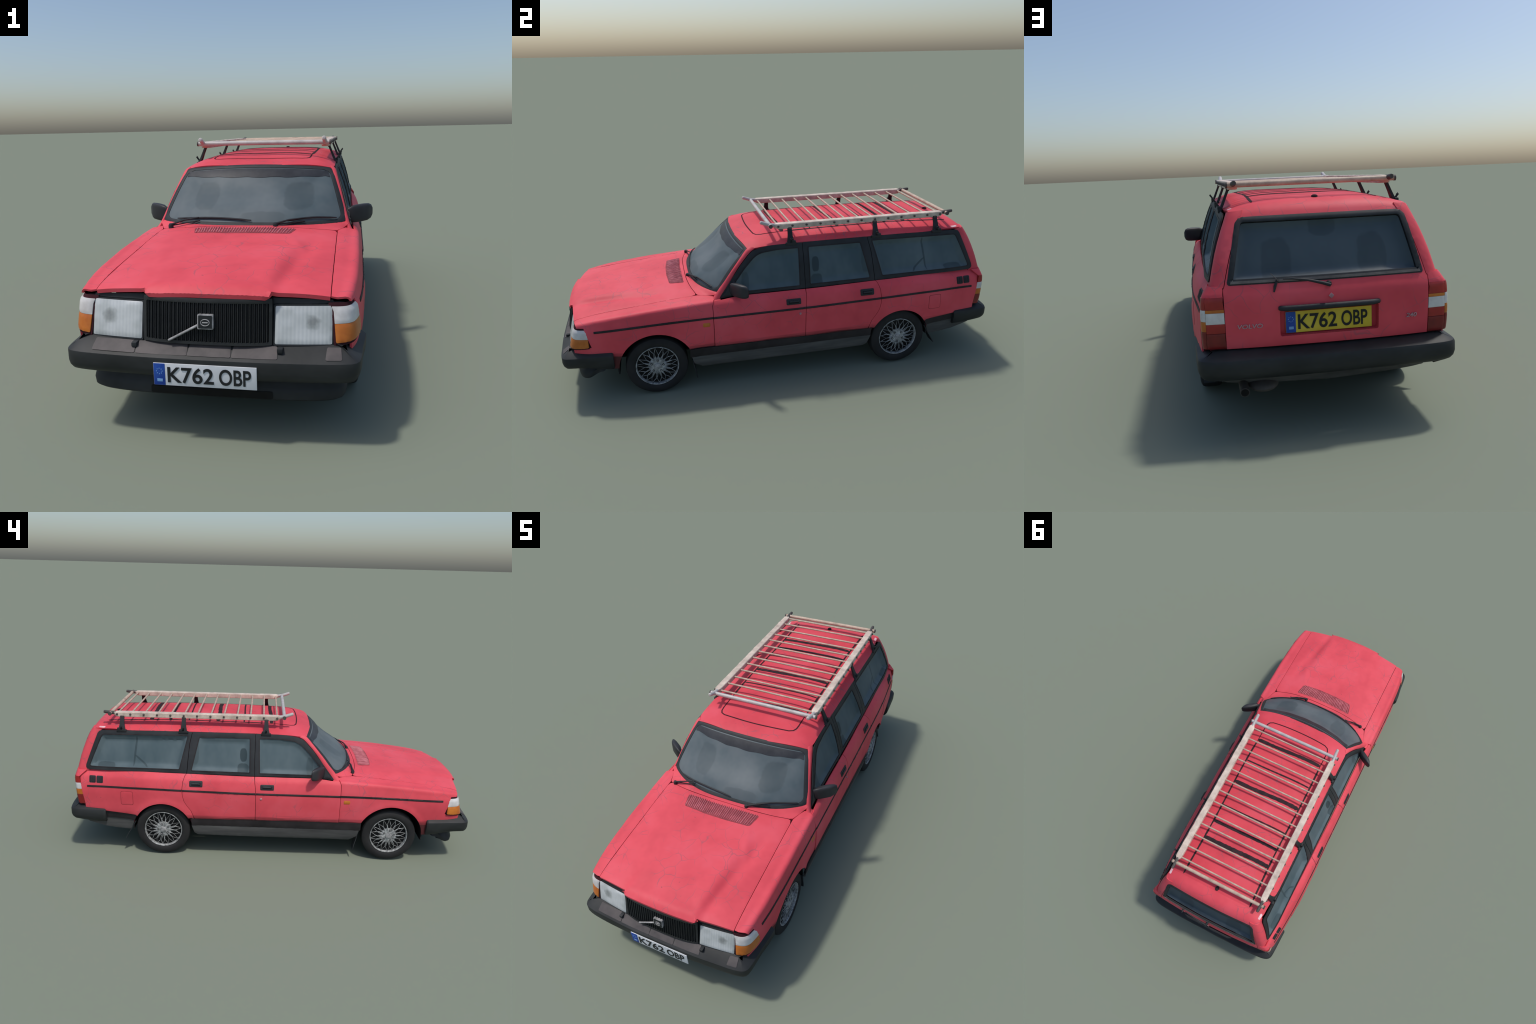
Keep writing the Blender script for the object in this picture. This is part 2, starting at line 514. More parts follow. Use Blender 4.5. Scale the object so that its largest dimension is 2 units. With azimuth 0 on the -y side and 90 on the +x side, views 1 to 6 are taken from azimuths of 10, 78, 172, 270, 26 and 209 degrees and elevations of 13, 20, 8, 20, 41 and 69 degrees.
# --------------------------------------------------------------------- car
car = bpy.data.objects.new('estate_car', None); COL.objects.link(car)
car.empty_display_size = .1
car['label'] = 'old red estate car with black bumpers and ladder roof rack'
car['category'] = 'car'

def arc(cy, cz, r, a0, a1, n=22):
    return [(cy+r*math.cos(math.radians(a0+(a1-a0)*i/n)), cz+r*math.sin(math.radians(a0+(a1-a0)*i/n))) for i in range(n+1)]

GAP = .0011
Y_FD, Y_BP = -.337, .073            # front door leading edge, door split
belt = pchip([-.34, -.305, -.2, .08, .41, .885, .95], [.409, .4115, .4195, .4195, .424, .4285, .4285])
rd_edge = [(.371, .200), (.375, .215), (.387, .245), (.407, .272), (.420, .295), (.428, .325), (.4295, .355), (.426, .390), (.418, .415), (.411, float(belt(.411)))]
Z_SILL = .2035

# fenders
def fender_outline():
    t_in = lambda y: fender_t(y, .2935)
    o = [(-.915, fender_t(-.915, .2935))]
    o += [(-.914, fender_t(-.914, .308)), (-.910, fender_t(-.910, .325)), (-.903, .345), (-.875, .345), (-.851, .2575), (-.890, .2535), (-.925, .250), (-.922, .225), (-.86, .185), (-.80, .146)]
    y0 = HUB_F - math.sqrt(ARCH_F**2-(.146-HUB_Z)**2)
    o += arc(HUB_F, HUB_Z, ARCH_F, 176, 25.6)
    o += [(-.446, Z_SILL), (Y_FD-GAP, Z_SILL), (Y_FD-GAP, .395)]
    o += [(-.330, fender_t(-.33, .344)), (-.322, fender_t(-.322, .333)), (-.330, fender_t(-.33, .318)), (-.36, fender_t(-.36, .305)), (-.395, fender_t(-.395, .2935))]
    for y in np.linspace(-.42, -.89, 26): o.append((y, t_in(y)))
    return o
FO = fender_outline()
for s in (1, -1):
    fender = patch('fender', FO, S_fender, (1, 0, .6), M['red_side'], car, .006, side=s, wavy=.0016)
    # doors
    fd = [(Y_FD+GAP, Z_SILL), (Y_BP-GAP, Z_SILL)] + [(Y_BP-GAP+.007*smooth(.33, .42, z), z) for z in (.30, .36, .40)] + \
         [(y, float(belt(y))) for y in np.linspace(.080-GAP, -.300, 20)] + [(-.3065, .409), (-.320, .4095), (-.334, .408), (Y_FD+GAP, .402)]
    fdoor = patch('door', fd, S_side, (1, 0, .3), M['red_side'], car, .006, side=s, wavy=.0016)
    rd = [(Y_BP+GAP, Z_SILL), (.369, Z_SILL)] + [(y-GAP, z) for y, z in rd_edge[1:]] + [(y, float(belt(y))) for y in np.linspace(.408, .082, 18)] + \
         [(Y_BP+GAP+.007*smooth(.33, .42, z), z) for z in (.40, .36, .30)]
    rdoor = patch('door', rd, S_side, (1, 0, .3), M['red_side'], car, .006, side=s, wavy=.0016)
    # quarter panel with the rear arch
    q = [(y+GAP, z) for y, z in rd_edge[::-1]] + [(.384, Z_SILL+.004)] + arc(HUB_R, HUB_Z, ARCH_R, 151.3, 31) + [(.660, .2145), (.80, .226), (.908, .235), (.9085, .258), (.931, .392), (.938, .412)] + \
        [(y, float(belt(y))) for y in np.linspace(.90, .43, 26)]
    quarter = patch('quarter_panel', q, S_side, (1, 0, .3), M['red_side'], car, .006, side=s, wavy=.0016)
    # sills and rubbing strips
    strip = [(-.446, .163), (.384, .1665), (.386, Z_SILL+.001), (.372, Z_SILL-.001), (-.446, Z_SILL-.0015)]
    patch('sill_strip', strip, S_side, (1, 0, 0), M['trim'], car, .006, .0008, side=s,
          extra=lambda uv: -.0012*(np.abs(((uv[:, 1]-.163) % .012)-.006) < .0016))
    sill = [(-.440, .1635), (-.43, .128), (-.404, .112), (-.395, .105), (.0, .107), (.355, .112), (.372, .124), (.385, .1655)]
    patch('sill', sill, S_side, (1, 0, -.2), M['sill'], car, .012, .0, side=s, wavy=.001)
    strip2 = [(.668, .182), (.905, .196), (.908, .234), (.80, .2255), (.655, .213)]
    patch('sill_strip', strip2, S_side, (1, 0, 0), M['trim'], car, .010, -.006, side=s)
    sill2 = [(.668, .1815), (.69, .124), (.76, .127), (.82, .134), (.90, .156), (.92, .172), (.905, .1955)]
    patch('sill', sill2, S_side, (1, 0, -.2), M['sill'], car, .012, -.010, side=s, wavy=.001)
    # dark inner shell behind the panel gaps
    sh = [(-.86, .34), (-.86, .16), (-.76, .15)] + arc(HUB_F, HUB_Z, ARCH_F+.003, 174, 12) + [(-.43, .12), (.375, .12)] + arc(HUB_R, HUB_Z, ARCH_R+.003, 172, 12) + [(.675, .206), (.80, .217), (.915, .226), (.93, .41), (.6, .42), (.0, .412), (-.32, .402), (-.6, .375)]
    patch('inner_shell', sh, lambda uv: S_side(uv), (1, 0, 0), M['gap'], car, .004, -.0075, side=s, sp=.014)
    # wheel-arch liners
    for hy, r, a0, a1 in ((HUB_F, ARCH_F, -8, 188), (HUB_R, ARCH_R, -2, 182)):
        A = arc(hy, HUB_Z, r+.001, a0, a1, 36); B = arc(hy, HUB_Z, r+.006, a0, a1, 36)
        rings = [[Vector((s*.352, *A[i])), Vector((s*.19, *A[i])), Vector((s*.19, *B[i])), Vector((s*.352, *B[i]))] for i in range(len(A))]
        loft('wheel_arch_liner', rings, M['under'], car)
        Vc = [Vector((s*.20, hy, .10))]
        ring = [Vector((s*.20, *p)) for p in A] ; ring2 = [Vector((s*.192, *p)) for p in A]
        n = len(ring); V = ring+ring2
        F = [tuple(range(n)), tuple(range(n, 2*n))] + [(i, (i+1) % n, n+(i+1) % n, n+i) for i in range(n)]
        finish('wheel_arch_liner', V, F, M['under'], car)
    # waist trim
    tz = pchip([-.84, -.54, -.34, .07, .43, .65, .80, .893], [.3265, .3385, .3415, .3430, .3495, .3535, .3535, .3515])
    for a, b in ((-.835, Y_FD-GAP), (Y_FD+GAP, Y_BP-GAP), (Y_BP+GAP, .4275), (.4305, .893)):
        ys = np.linspace(a, b, 16)
        hw = .0045
        o = [(y, float(tz(y))-hw) for y in ys] + [(y, float(tz(y))+hw) for y in ys[::-1]]
        patch('waist_trim', o, S_side if a > Y_FD-.01 else S_fender, (1, 0, 0), M['trim'], car, .006, .0032, side=s, sp=.006, drop=.0018, wavy=.0012)
    # handles, lock, fuel flap, side repeater, quarter vent
    for par, y0, y1, z0, z1 in ((fdoor, -.014, .052, .363, .3885), (rdoor, .330, .394, .3695, .3975)):
        patch('door_handle', rect(y0, z0, y1, z1, .006), S_side, (1, 0, 0), M['black'], par, .006, .0035, side=s, sp=.005, drop=.002)
        patch('handle_recess', rect(y0+.010, z0+.006, y1-.010, z1-.008, .003), S_side, (1, 0, 0), M['blackpaint'], par, .002, .0042, side=s, sp=.005, drop=0)
        ym = (y0+y1)/2
        patch('handle_grip', rect(ym-.020, z0+.011, ym+.022, z0+.017, .002), S_side, (1, 0, 0), M['mirrorcase'], par, .004, .0075, side=s, sp=.004, drop=.001)
    V, F = lathe_data([(0, .0), (.003, .0), (.003, .004), (.001, .0055), (-.004, .0055)], 20)
    lx = float(S_side(np.array([[.047, .319]]))[0, 0])
    finish('door_lock', [Vector((s*(lx+v.x), .047+v.y, .319+v.z)) for v in V], F, M['badge'], fdoor)
    patch('fuel_flap', rect(.667, .266, .728, .336, .010), S_side, (1, 0, 0), M['flapline'], quarter, .004, .0008, side=s, sp=.008, wavy=.0016)
    patch('fuel_flap', rect(.669, .268, .726, .334, .009), S_side, (1, 0, 0), M['red'], quarter, .004, .0018, side=s, sp=.008, wavy=.0016)
    patch('turn_signal_repeater', rect(-.384, .303, -.353, .322, .006), S_fender, (1, 0, 0), M['amber'], fender, .005, .002, side=s, sp=.005, drop=.002)
    for y0 in (.814, .8495):
        patch('quarter_vent', rect(y0, .369, y0+.0325, .402, .006), S_side, (1, 0, 0), M['black'], quarter, .006, .0015, side=s, sp=.006)
    for i in range(6):
        y = .8170+(i % 3)*.0098+(i//3)*.0355
        patch('vent_louvre', rect(y, .3735, y+.0055, .3975, .002), S_side, (1, 0, 0), M['trim'], quarter, .004, .0035, side=s, sp=.005, drop=.001)

    # ------- greenhouse side: frames and panes
    fr_front = [(-.305, .4125), (-.255, .476), (-.2, .544), (-.160, .585), (-.144, .597), (-.115, .605), (-.07, .6125), (.081, .6175)] + [(.081, .4195)] + [(y, float(belt(y))) for y in np.linspace(.06, -.28, 14)]
    gl_front = rounded([(.057, .433), (.062, .594), (-.03, .5935), (-.110, .586), (-.140, .571), (-.186, .527), (-.236, .468), (-.226, .4315)], [.004, .006, .01, .02, .02, .01, .006, .006])
    fr_rear = [(.083, .6175), (.385, .6175), (.397, .560), (.4085, float(belt(.4085)))] + [(y, float(belt(y))) for y in np.linspace(.39, .083, 14)]
    gl_rear = rounded([(.388, .4375), (.351, .5935), (.107, .5945), (.105, .4345)], .007)
    fr_q = [(.387, .6175), (.60, .6165), (.826, .6125), (.838, .608), (.846, .598), (.899, .452), (.900, .440), (.894, .432), (.884, .4285)] + [(y, float(belt(y))) for y in np.linspace(.87, .411, 22)] + [(.3995, .56)]
    gl_q = rounded([(.823, .5935), (.407, .598), (.4465, .4415), (.884, .4445)], [.012, .006, .006, .014])
    for par, fr, gl in ((fdoor, fr_front, gl_front), (rdoor, fr_rear, gl_rear), (quarter, fr_q, gl_q)):
        patch('window_frame', fr, S_green, (1, 0, .3), M['black'], par, .006, .001, holes=[gl], side=s, sp=.0085, wavy=.0012)
        patch('window_pane', grow(gl, .001), S_green, (1, 0, .3), M['sideglass'], par, .004, -.0006, side=s, sp=.010, drop=0, extra=dish(gl, .019 if par is quarter else .011, .022))
        # raised rubber bead round each pane
        patch('window_seal', grow(gl, .003), S_green, (1, 0, .3), M['trim'], par, .004, .0024, holes=[grow(gl, -.0015)], side=s, sp=.006, drop=.001)
    patch('inner_shell', [(-.29, .415), (-.15, .59), (.0, .61), (.83, .607), (.89, .43)], S_green, (1, 0, 0), M['gap'], car, .003, -.036, side=s, sp=.02)

    # windscreen pillar
    la = [(.3325, -.342, .406), (.3205, -.314, .4365), (.293, -.242, .5225), (.2645, -.1685, .6025), (.258, -.155, .611)]
    lb = [(.347, -.322, .400), (.3345, -.300, .4165), (.2945, -.2, .546), (.2770, -.146, .5985), (.268, -.125, .6065)]
    ca = [pchip(range(5), [p[k] for p in la]) for k in range(3)]; cb = [pchip(range(5), [p[k] for p in lb]) for k in range(3)]
    def S_pillar(uv):
        q = uv[:, 0]*20; w = uv[:, 1]/.02
        A = np.stack([c(q) for c in ca], 1); B = np.stack([c(q) for c in cb], 1)
        P = A*(1-w)[:, None] + B*w[:, None]
        k = .0045*np.sin(np.pi*np.clip(w, 0, 1))
        return P + np.stack([k*.75, -k*.6, k*.35], 1)
    patch('windscreen_pillar', rect(0, 0, .2, .02), S_pillar, (.8, -.6, .3), M['red'], car, .012, 0, side=s, sp=.004)
    patch('pillar_foot', [(.316, -.350), (.345, -.341), (.3535, -.330), (.3535, -.303), (.332, -.298), (.322, -.315)], lambda uv: np.stack([uv[:, 0], uv[:, 1], .4125-(uv[:, 0]-.335)*.30-np.maximum(0, uv[:, 0]-.345)*.8+0*uv[:, 1]], 1), (.2, 0, 1), M['red'], car, .012, 0, side=s, sp=.006, drop=.002)
    # rear pillar, wraps from the quarter window to the tailgate seam
    SC, run = S_corner(lambda z: gh_x(np.asarray(z))-.010 - .002, .80, .022)
    o = []
    for z in np.linspace(.4225, .612, 24):
        edge = float(np.interp(z, [.4285, .432, .440, .452, .598, .608, .6125], [.884, .894, .900, .899, .846, .838, .826]))
        o.append((edge-.80, z))
    for z in np.linspace(.622, .4225, 24):
        o.append((run(z, float(gh_x(np.array([z]))[0])-.049-.02*(z-.42)), z))
    patch('roof_pillar', o, SC, (.7, .7, .2), M['red'], car, .006, 0, side=s, sp=.007, wavy=.001)
    # shoulder ledge between pillar and lamp
    SL, run2 = S_corner(lambda z: .3465-(np.asarray(z)-.395)*.62, .86, .020)
    o = [(.036, .4275), (.070, .398), (.094, .398)] + [(run2(.398, x), .398) for x in (.33, .31, .287)] + [(run2(.4265, .287), .4275)]
    patch('shoulder_panel', o, SL, (.6, .6, .5), M['red'], car, .006, 0, side=s, sp=.006)
    # rear lamp cluster
    SR, run3 = S_corner(lambda z: pchip([.25, .30, .35, .40], [.3475, .3495, .3490, .3455])(z), .86, .016)
    def lamp_front(z): return float(np.interp(z, [.255, .40], [.908, .929]))-.86
    lamp = patch('tail_lamp', [(lamp_front(.2545), .2545)] + [(run3(.2545, .2825), .2545), (run3(.4005, .2865), .4005), (lamp_front(.4005), .4005)], SR, (.7, .7, 0), M['redlens2'], car, .01, -.003, side=s, sp=.006)
    lamp_mid = lambda z: run3(z, .336)
    bands = [('redlens', .366, .399, 0), ('clear', .334, .3655, 1), ('amber', .306, .3335, 1), ('redlens2', .2565, .3055, 1),
             ('redlens', .366, .399, 2), ('amber', .357, .3655, 2), ('clear', .326, .3565, 2), ('redlens', .300, .3255, 2), ('redlens2', .2565, .2985, 2)]
    for mt, z0, z1, which in bands:
        if which == 2: o = [(lamp_mid(z0)+.0006, z0), (run3(z0, .2845+.002*(z0-.26)/.14), z0), (run3(z1, .2845+.002*(z1-.26)/.14), z1), (lamp_mid(z1)+.0006, z1)]
        else: o = [(lamp_front(z0)+.0012, z0), (lamp_mid(z0), z0), (lamp_mid(z1), z1), (lamp_front(z1)+.0012, z1)]
        patch('lamp_lens', o, SR, (.7, .7, 0), M[mt], lamp, .004, .0, side=s, sp=.005, drop=.0008)

# ------------------------------------------------------------ hood and cowl
def hood_front(x):
    x = abs(x)
    return -.9575+.3*x*x if x < .151 else (-.950+(x-.151)*3.0 if x < .156 else -.935+(x-.156)*.13)
xs = list(np.linspace(-.2915, .2915, 60)) + [-.156, -.151, .151, .156]
xs = sorted(xs)
def hood_rear(x): return -.433+1.5*abs(x)**3
ho = [(x, hood_front(x)) for x in xs] + [(.2915, y) for y in np.linspace(-.88, -.42, 18)] + [(.286, -.404), (.276, hood_rear(.276)-.001)] + \
     [(x, hood_rear(x)) for x in np.linspace(.262, -.262, 40)] + [(-.276, hood_rear(.276)-.001), (-.286, -.404)] + [(-.2915, y) for y in np.linspace(-.42, -.88, 18)]
def creases(uv):
    x, y = uv[:, 0], uv[:, 1]
    # a dented fold on the +x side, running from the grille corner back and outwards
    a = x - (.155 + .12*(y+.94)); k = smooth(-.935, -.86, y)*(1-smooth(-.72, -.55, y))
    f = -.0060*np.exp(-((a-.012)/.022)**2)*k + .003*np.exp(-((a+.03)/.03)**2)*k
    b = x + (.150 + .06*(y+.94))
    f = f - .0022*np.exp(-((b)/.018)**2)*smooth(-.95, -.9, y)*(1-smooth(-.8, -.6, y))
    f = f - .0045*np.exp(-((x-.225-.10*(y+.6))/.02)**2 - ((y+.62)/.09)**2) + .003*np.exp(-((x-.185+.35*(y+.6))/.018)**2 - ((y+.60)/.07)**2)
    return f
hood = patch('hood', ho, S_hood, (0, 0, 1), M['red'], car, .011, 0, sp=.0085, wavy=.0026, extra=creases)
patch('inner_shell', [(-.32, -.89), (.32, -.89), (.33, -.34), (-.33, -.34)], S_hood, (0, 0, 1), M['gap'], car, .004, -.011, sp=.02)
# cowl between hood and windscreen
cw = [(x, hood_rear(x)+.0026) for x in np.linspace(-.262, .262, 36)] + [(.279, -.399), (.291, -.392), (.303, -.362), (.317, -.331), (.326, -.318)]
bot = ws_bot(np.linspace(1., -1., 40))
cw += [(p[0], p[1]+.006) for p in bot] + [(-.326, -.318), (-.317, -.331), (-.303, -.362), (-.291, -.392), (-.279, -.399)]
def S_cowl(uv):
    P = S_hood(uv); ax = np.minimum(np.abs(uv[:, 0]), .318)
    d = (-.4125+2.73*ax**2.84+.004) - uv[:, 1]
    w = 1-smooth(0, .040, d)
    P[:, 2] += (.4375-P[:, 2])*w; return P
patch('cowl', cw, S_cowl, (0, 0, 1), M['red'], car, .020, 0, sp=.0075, wavy=.001)
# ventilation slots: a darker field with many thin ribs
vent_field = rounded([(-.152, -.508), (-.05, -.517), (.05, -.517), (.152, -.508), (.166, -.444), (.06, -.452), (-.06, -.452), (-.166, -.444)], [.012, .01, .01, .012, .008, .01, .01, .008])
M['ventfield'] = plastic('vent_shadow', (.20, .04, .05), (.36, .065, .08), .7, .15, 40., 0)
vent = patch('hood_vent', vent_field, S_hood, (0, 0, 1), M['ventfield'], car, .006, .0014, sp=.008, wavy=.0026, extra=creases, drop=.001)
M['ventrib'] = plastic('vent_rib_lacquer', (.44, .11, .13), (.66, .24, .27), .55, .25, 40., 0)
rng = random.Random(3)
for i in range(36):
    f = (i+.5)/36*2-1
    x0, x1 = f*.150, f*.160
    y0 = -.513+.006*f*f+rng.uniform(-.002, .002); y1 = -.4475+.004*f*f+rng.uniform(-.001, .002)
    j = rng.uniform(-.001, .001); w = rng.uniform(.0013, .0022)
    pts = []
    for k in range(6):
        y = y0+(y1-y0)*k/5; x = x0+(x1-x0)*k/5+j+rng.uniform(-.0006, .0006)
        z = float(hood_z(np.array([x]), np.array([y]))[0]) + float(dent(np.array([[x, y, .43]]), .0026)[0])
        pts.append((x, y, z+.0018))
    V, F = tube_data(pts, [w*.6, w, w, w, w, w*.6], 6)
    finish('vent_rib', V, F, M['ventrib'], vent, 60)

# --------------------------------------------------------------- windscreen
W, Hh = .29, .28
def screen_outline(d, r, k=1.):
    return rounded([(-W+d, d*1.1), (W-d, d*1.1), (W-d, Hh-d*1.2), (-W+d, Hh-d*1.2)], r, 7)
wdish = dish(screen_outline(.010, .030), .0125, .10, lambda uv: smooth(.03, .16, uv[:, 1]))
screen = patch('windscreen', screen_outline(.010, .030), S_screen, (0, -1, .5), M['screenglass'], car, .004, 0, sp=.010, extra=wdish)
patch('windscreen_seal', screen_outline(-.004, .022), S_screen, (0, -1, .5), M['black'], screen, .010, .0022, holes=[screen_outline(.0095, .030)], sp=.007, drop=.0015)
M['tint'] = plastic('sunshade_tint', (.014, .017, .023), (.050, .053, .060), .45, .2, 9., 0)
to = [(-W+.016, Hh-.017), (W-.016, Hh-.017), (W-.014, Hh-.055)]
for i in range(19):
    x = W-.03-(2*W-.06)*i/18
    to.append((x, Hh-.058-.0022*math.sin(i*1.7)+.014*abs(x/W)**2))
to.append((-W+.014, Hh-.050))
patch('sunshade_band', rounded(to, .006, 2), S_screen, (0, -1, .5), M['tint'], screen, .001, .0012, sp=.008, drop=0, extra=wdish)

# -------------------------------------------------------------------- roof
ro = [(x, roof_front(x)) for x in np.linspace(-.262, .262, 40)] + [(.2685, -.15)] + [(.273-.0115*float(smooth(.66, .80, y)), y) for y in np.linspace(-.12, .80, 60)] + [(.2605, .815), (.256, .8165)] + \
     [(x, .8165+.002*math.cos(x*8)) for x in np.linspace(.25, -.25, 30)] + [(-.256, .8165), (-.2605, .815)] + [(-.273+.0115*float(smooth(.66, .80, y)), y) for y in np.linspace(.80, -.12, 60)] + [(-.2685, -.15)]
roof = patch('roof', ro, S_roof, (0, 0, 1), M['red_roof'], car, .010, 0, sp=.0105, wavy=.0012)
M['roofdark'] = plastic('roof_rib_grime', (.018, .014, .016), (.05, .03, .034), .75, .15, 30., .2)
def ribbon(name, pts, w, mat, parent, off=.0012, wob=.0):
    P = np.array(pts, float); T = np.gradient(P, axis=0); T /= np.linalg.norm(T, axis=1)[:, None]
    Nn = np.stack([-T[:, 1], T[:, 0]], 1)
    r = random.Random(len(pts)+int(abs(P[0, 1])*1000))
    ww = np.array([w*(1+wob*r.uniform(-1, 1)) for _ in P]); ww[0] *= .5; ww[-1] *= .5
    o = [tuple(q) for q in P+Nn*ww[:, None]] + [tuple(q) for q in (P-Nn*ww[:, None])[::-1]]
    return patch(name, o, S_roof, (0, 0, 1), mat, parent, .0022, off, sp=.0075, drop=.0006, wavy=.0012)
# rounded front frame of the striped panel and its two long channels
frame = [(-.182, .02), (-.182, -.07), (-.180, -.092), (-.172, -.108), (-.155, -.117)] + [(x, -.1265+.38*x*x) for x in np.linspace(-.13, .13, 16)] + [(.155, -.117), (.172, -.108), (.180, -.092), (.182, -.07), (.182, .02)]
ribbon('roof_channel', frame, .0028, M['groove'], roof)
for s in (1, -1):
    ribbon('roof_channel', [(s*(.182+.003*math.sin(y*9)), y) for y in np.linspace(.022, .812, 60)], .0042, M['roofdark'], roof, .0012, .22)
for y, w, sag in ((.008, .0095, .004), (.142, .0040, .002), (.272, .0100, .004), (.415, .0035, .002), (.508, .0075, .002), (.602, .0105, .003)):
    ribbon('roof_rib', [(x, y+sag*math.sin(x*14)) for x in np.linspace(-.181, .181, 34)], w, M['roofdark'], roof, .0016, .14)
# antenna foot at the back edge
V, F = lathe_data([(0, 0), (.0045, .0), (.0045, .004), (.002, .009), (-.004, .010)], 18)
finish('antenna_base', [Vector((-.002+v.y, .803+v.z*1.3, .6475+v.x)) for v in V], F, M['roofdark'], roof)

# ---------------------------------------------------------------- tailgate
def seam(v): return float(gh_x(np.array([min(v, .63)]))[0])-.051-.02*(min(v, .63)-.42) if v > .4225 else .2835+.0015*(v-.26)/.16
tg = [(seam(v), v) for v in list(np.linspace(.254, .418, 12))+list(np.linspace(.424, .60, 16))]
top = [(.230, .612), (.240, .6165), (.249, .622), (.2545, .632), (.2580, .655), (.2585, .6885)]
tg = tg + top + [(x, .6895) for x in np.linspace(.24, -.24, 24)] + [(-a, b) for a, b in top[::-1]] + [(-a, b) for a, b in tg[::-1]]
rg = rounded([(-.273, .4285), (.273, .4285), (.2365, .6035), (-.2365, .6035)], [.008, .008, .022, .022], 6)
plate_hole = rect(-.1375, .2805, .1375, .3535, .006)
tail = patch('tailgate', tg, S_rear, (0, 1, .2), M['red'], car, .008, 0, sp=.0085, holes=[rg, plate_hole], wavy=.0012)
pane = patch('tailgate_window', grow(rg, -.0135), S_rear, (0, 1, .3), M['rearglass'], tail, .004, -.002, sp=.010, drop=0, extra=dish(rg, .021, .030))
patch('tailgate_window_seal', grow(rg, .0015), S_rear, (0, 1, .3), M['black'], tail, .008, .0012, holes=[grow(rg, -.0140)], sp=.006, drop=.0015)
# roof gutter corner caps beside the tailgate (side rear corners of the roof)
for s in (1, -1):
    # bleached paint patches at the corner
    pass
    
M['bleach'] = plastic('bleached_paint', (.66, .30, .33), (.85, .68, .70), .5, .3, 40., 0)
for s in (1, -1):
    patch('bleached_paint', rounded([(.243, .655), (.254, .655), (.256, .685), (.245, .688)], .005), S_rear, (0, .5, 1), M['bleach'], tail, .001, .0007, side=s, sp=.005, drop=0)
patch('inner_shell', [(-.33, .22), (.33, .22), (.33, .395), (.30, .424), (-.30, .424), (-.33, .395)], S_rear, (0, 1, 0), M['gap'], car, .003, -.011, sp=.02, holes=[grow(plate_hole, .002)])
patch('inner_shell', [(-.29, .41), (.29, .41), (.25, .61), (-.25, .61)], S_rear, (0, 1, 0), M['gap'], car, .003, -.040, sp=.02)

# plate, grab bar, badges, wiper
def on_rear(x, z, off=0.):
    p = S_rear(np.array([[x, z]]))[0]; return Vector((p[0], p[1]+off, p[2]))
M['recess'] = paint('recess_lacquer', tuple(c*.85 for c in RED), .3)
bar = [on_rear(x, .3605, .008 if abs(x) < .136 else .001) for x in (-.141, -.137, -.12, -.06, 0, .06, .12, .137, .141)]
tube('grab_bar', bar, [.004, .0068, .0075, .0075, .0075, .0075, .0075, .0068, .004], M['black'], tail, 14)
patch('plate_recess', grow(plate_hole, .003), S_rear, (0, 1, 0), M['recess'], tail, .026, -.0015, holes=[plate_hole], sp=.007)
patch('plate_recess', grow(plate_hole, .001), S_rear, (0, 1, 0), M['recess'], tail, .003, -.0205, sp=.010)

def text_mesh(name, body, size, mat, parent, M4, extrude=.0006, bold=.0, shear=0., squeeze=1., fit=None):
    cu = bpy.data.curves.new(name, 'FONT'); cu.body = body; cu.size = size; cu.extrude = extrude; cu.offset = bold
    cu.align_x = 'CENTER'; cu.align_y = 'CENTER'; cu.shear = shear
    tmp = bpy.data.objects.new(name, cu); COL.objects.link(tmp)
    bpy.context.view_layer.update()
    me = bpy.data.meshes.new_from_object(tmp.evaluated_get(bpy.context.evaluated_depsgraph_get()))
    bpy.data.objects.remove(tmp); bpy.data.curves.remove(cu)
    me.name = name
    if fit:
        xs_ = [v.co.x for v in me.vertices]; ys_ = [v.co.y for v in me.vertices]
        kx, ky = fit[0]/(max(xs_)-min(xs_)), fit[1]/(max(ys_)-min(ys_)); cx, cy = (max(xs_)+min(xs_))/2, (max(ys_)+min(ys_))/2
        for v in me.vertices: v.co = Vector(((v.co.x-cx)*kx, (v.co.y-cy)*ky, v.co.z))
    for v in me.vertices: v.co = M4(Vector((v.co.x*squeeze, v.co.y, v.co.z)))
    me.materials.clear(); me.materials.append(mat)
    ob = bpy.data.objects.new(name, me); COL.objects.link(ob); ob.parent = parent
    return ob

def number_plate(name, parent, org, right, up, w, h, mat):
    """a registration plate with its blue band and raised characters"""
    org, right, up = Vector(org), Vector(right).normalized(), Vector(up).normalized()
    nrm = right.cross(up).normalized()
    at = lambda v: org + right*v.x + up*v.y + nrm*v.z
    def slab(nm, x0, x1, y0, y1, z0, z1, m, bev, par):
        V, F = box_data(((x0+x1)/2, (y0+y1)/2, (z0+z1)/2), (x1-x0, y1-y0, z1-z0), bev)
        return finish(nm, [at(v) for v in V], F, m, par)
    pl = slab(name, -w/2, w/2, -h/2, h/2, -.003, 0, mat, .001, parent)
    slab('plate_band', -w/2+.0006, -w/2+w*.115, -h/2+.0006, h/2-.0006, -.002, .0006, M['blue'], .0005, pl)
    for k in range(8):
        a = 2*math.pi*k/8; cx, cy = -w/2+w*.06+math.cos(a)*.007, h*.14+math.sin(a)*.007
        slab('plate_star', cx-.0011, cx+.0011, cy-.0011, cy+.0011, 0, .0011, M['paleblue'], .0003, pl)
    slab('plate_star', -w/2+w*.035, -w/2+w*.09, -h*.33, -h*.20, 0, .0011, M['paleblue'], .0003, pl)
    text_mesh('plate_character', 'K762', 1., M['ink'], pl, lambda v: at(Vector((v.x-w*.135, v.y, v.z+.0007))), .0006, .016, 0, 1, (w*.45, h*.72))
    text_mesh('plate_character', 'OBP', 1., M['ink'], pl, lambda v: at(Vector((v.x+w*.295, v.y, v.z+.0007))), .0006, .016, 0, 1, (w*.305, h*.72))
    return pl
p0 = on_rear(0, .316, -.0150)
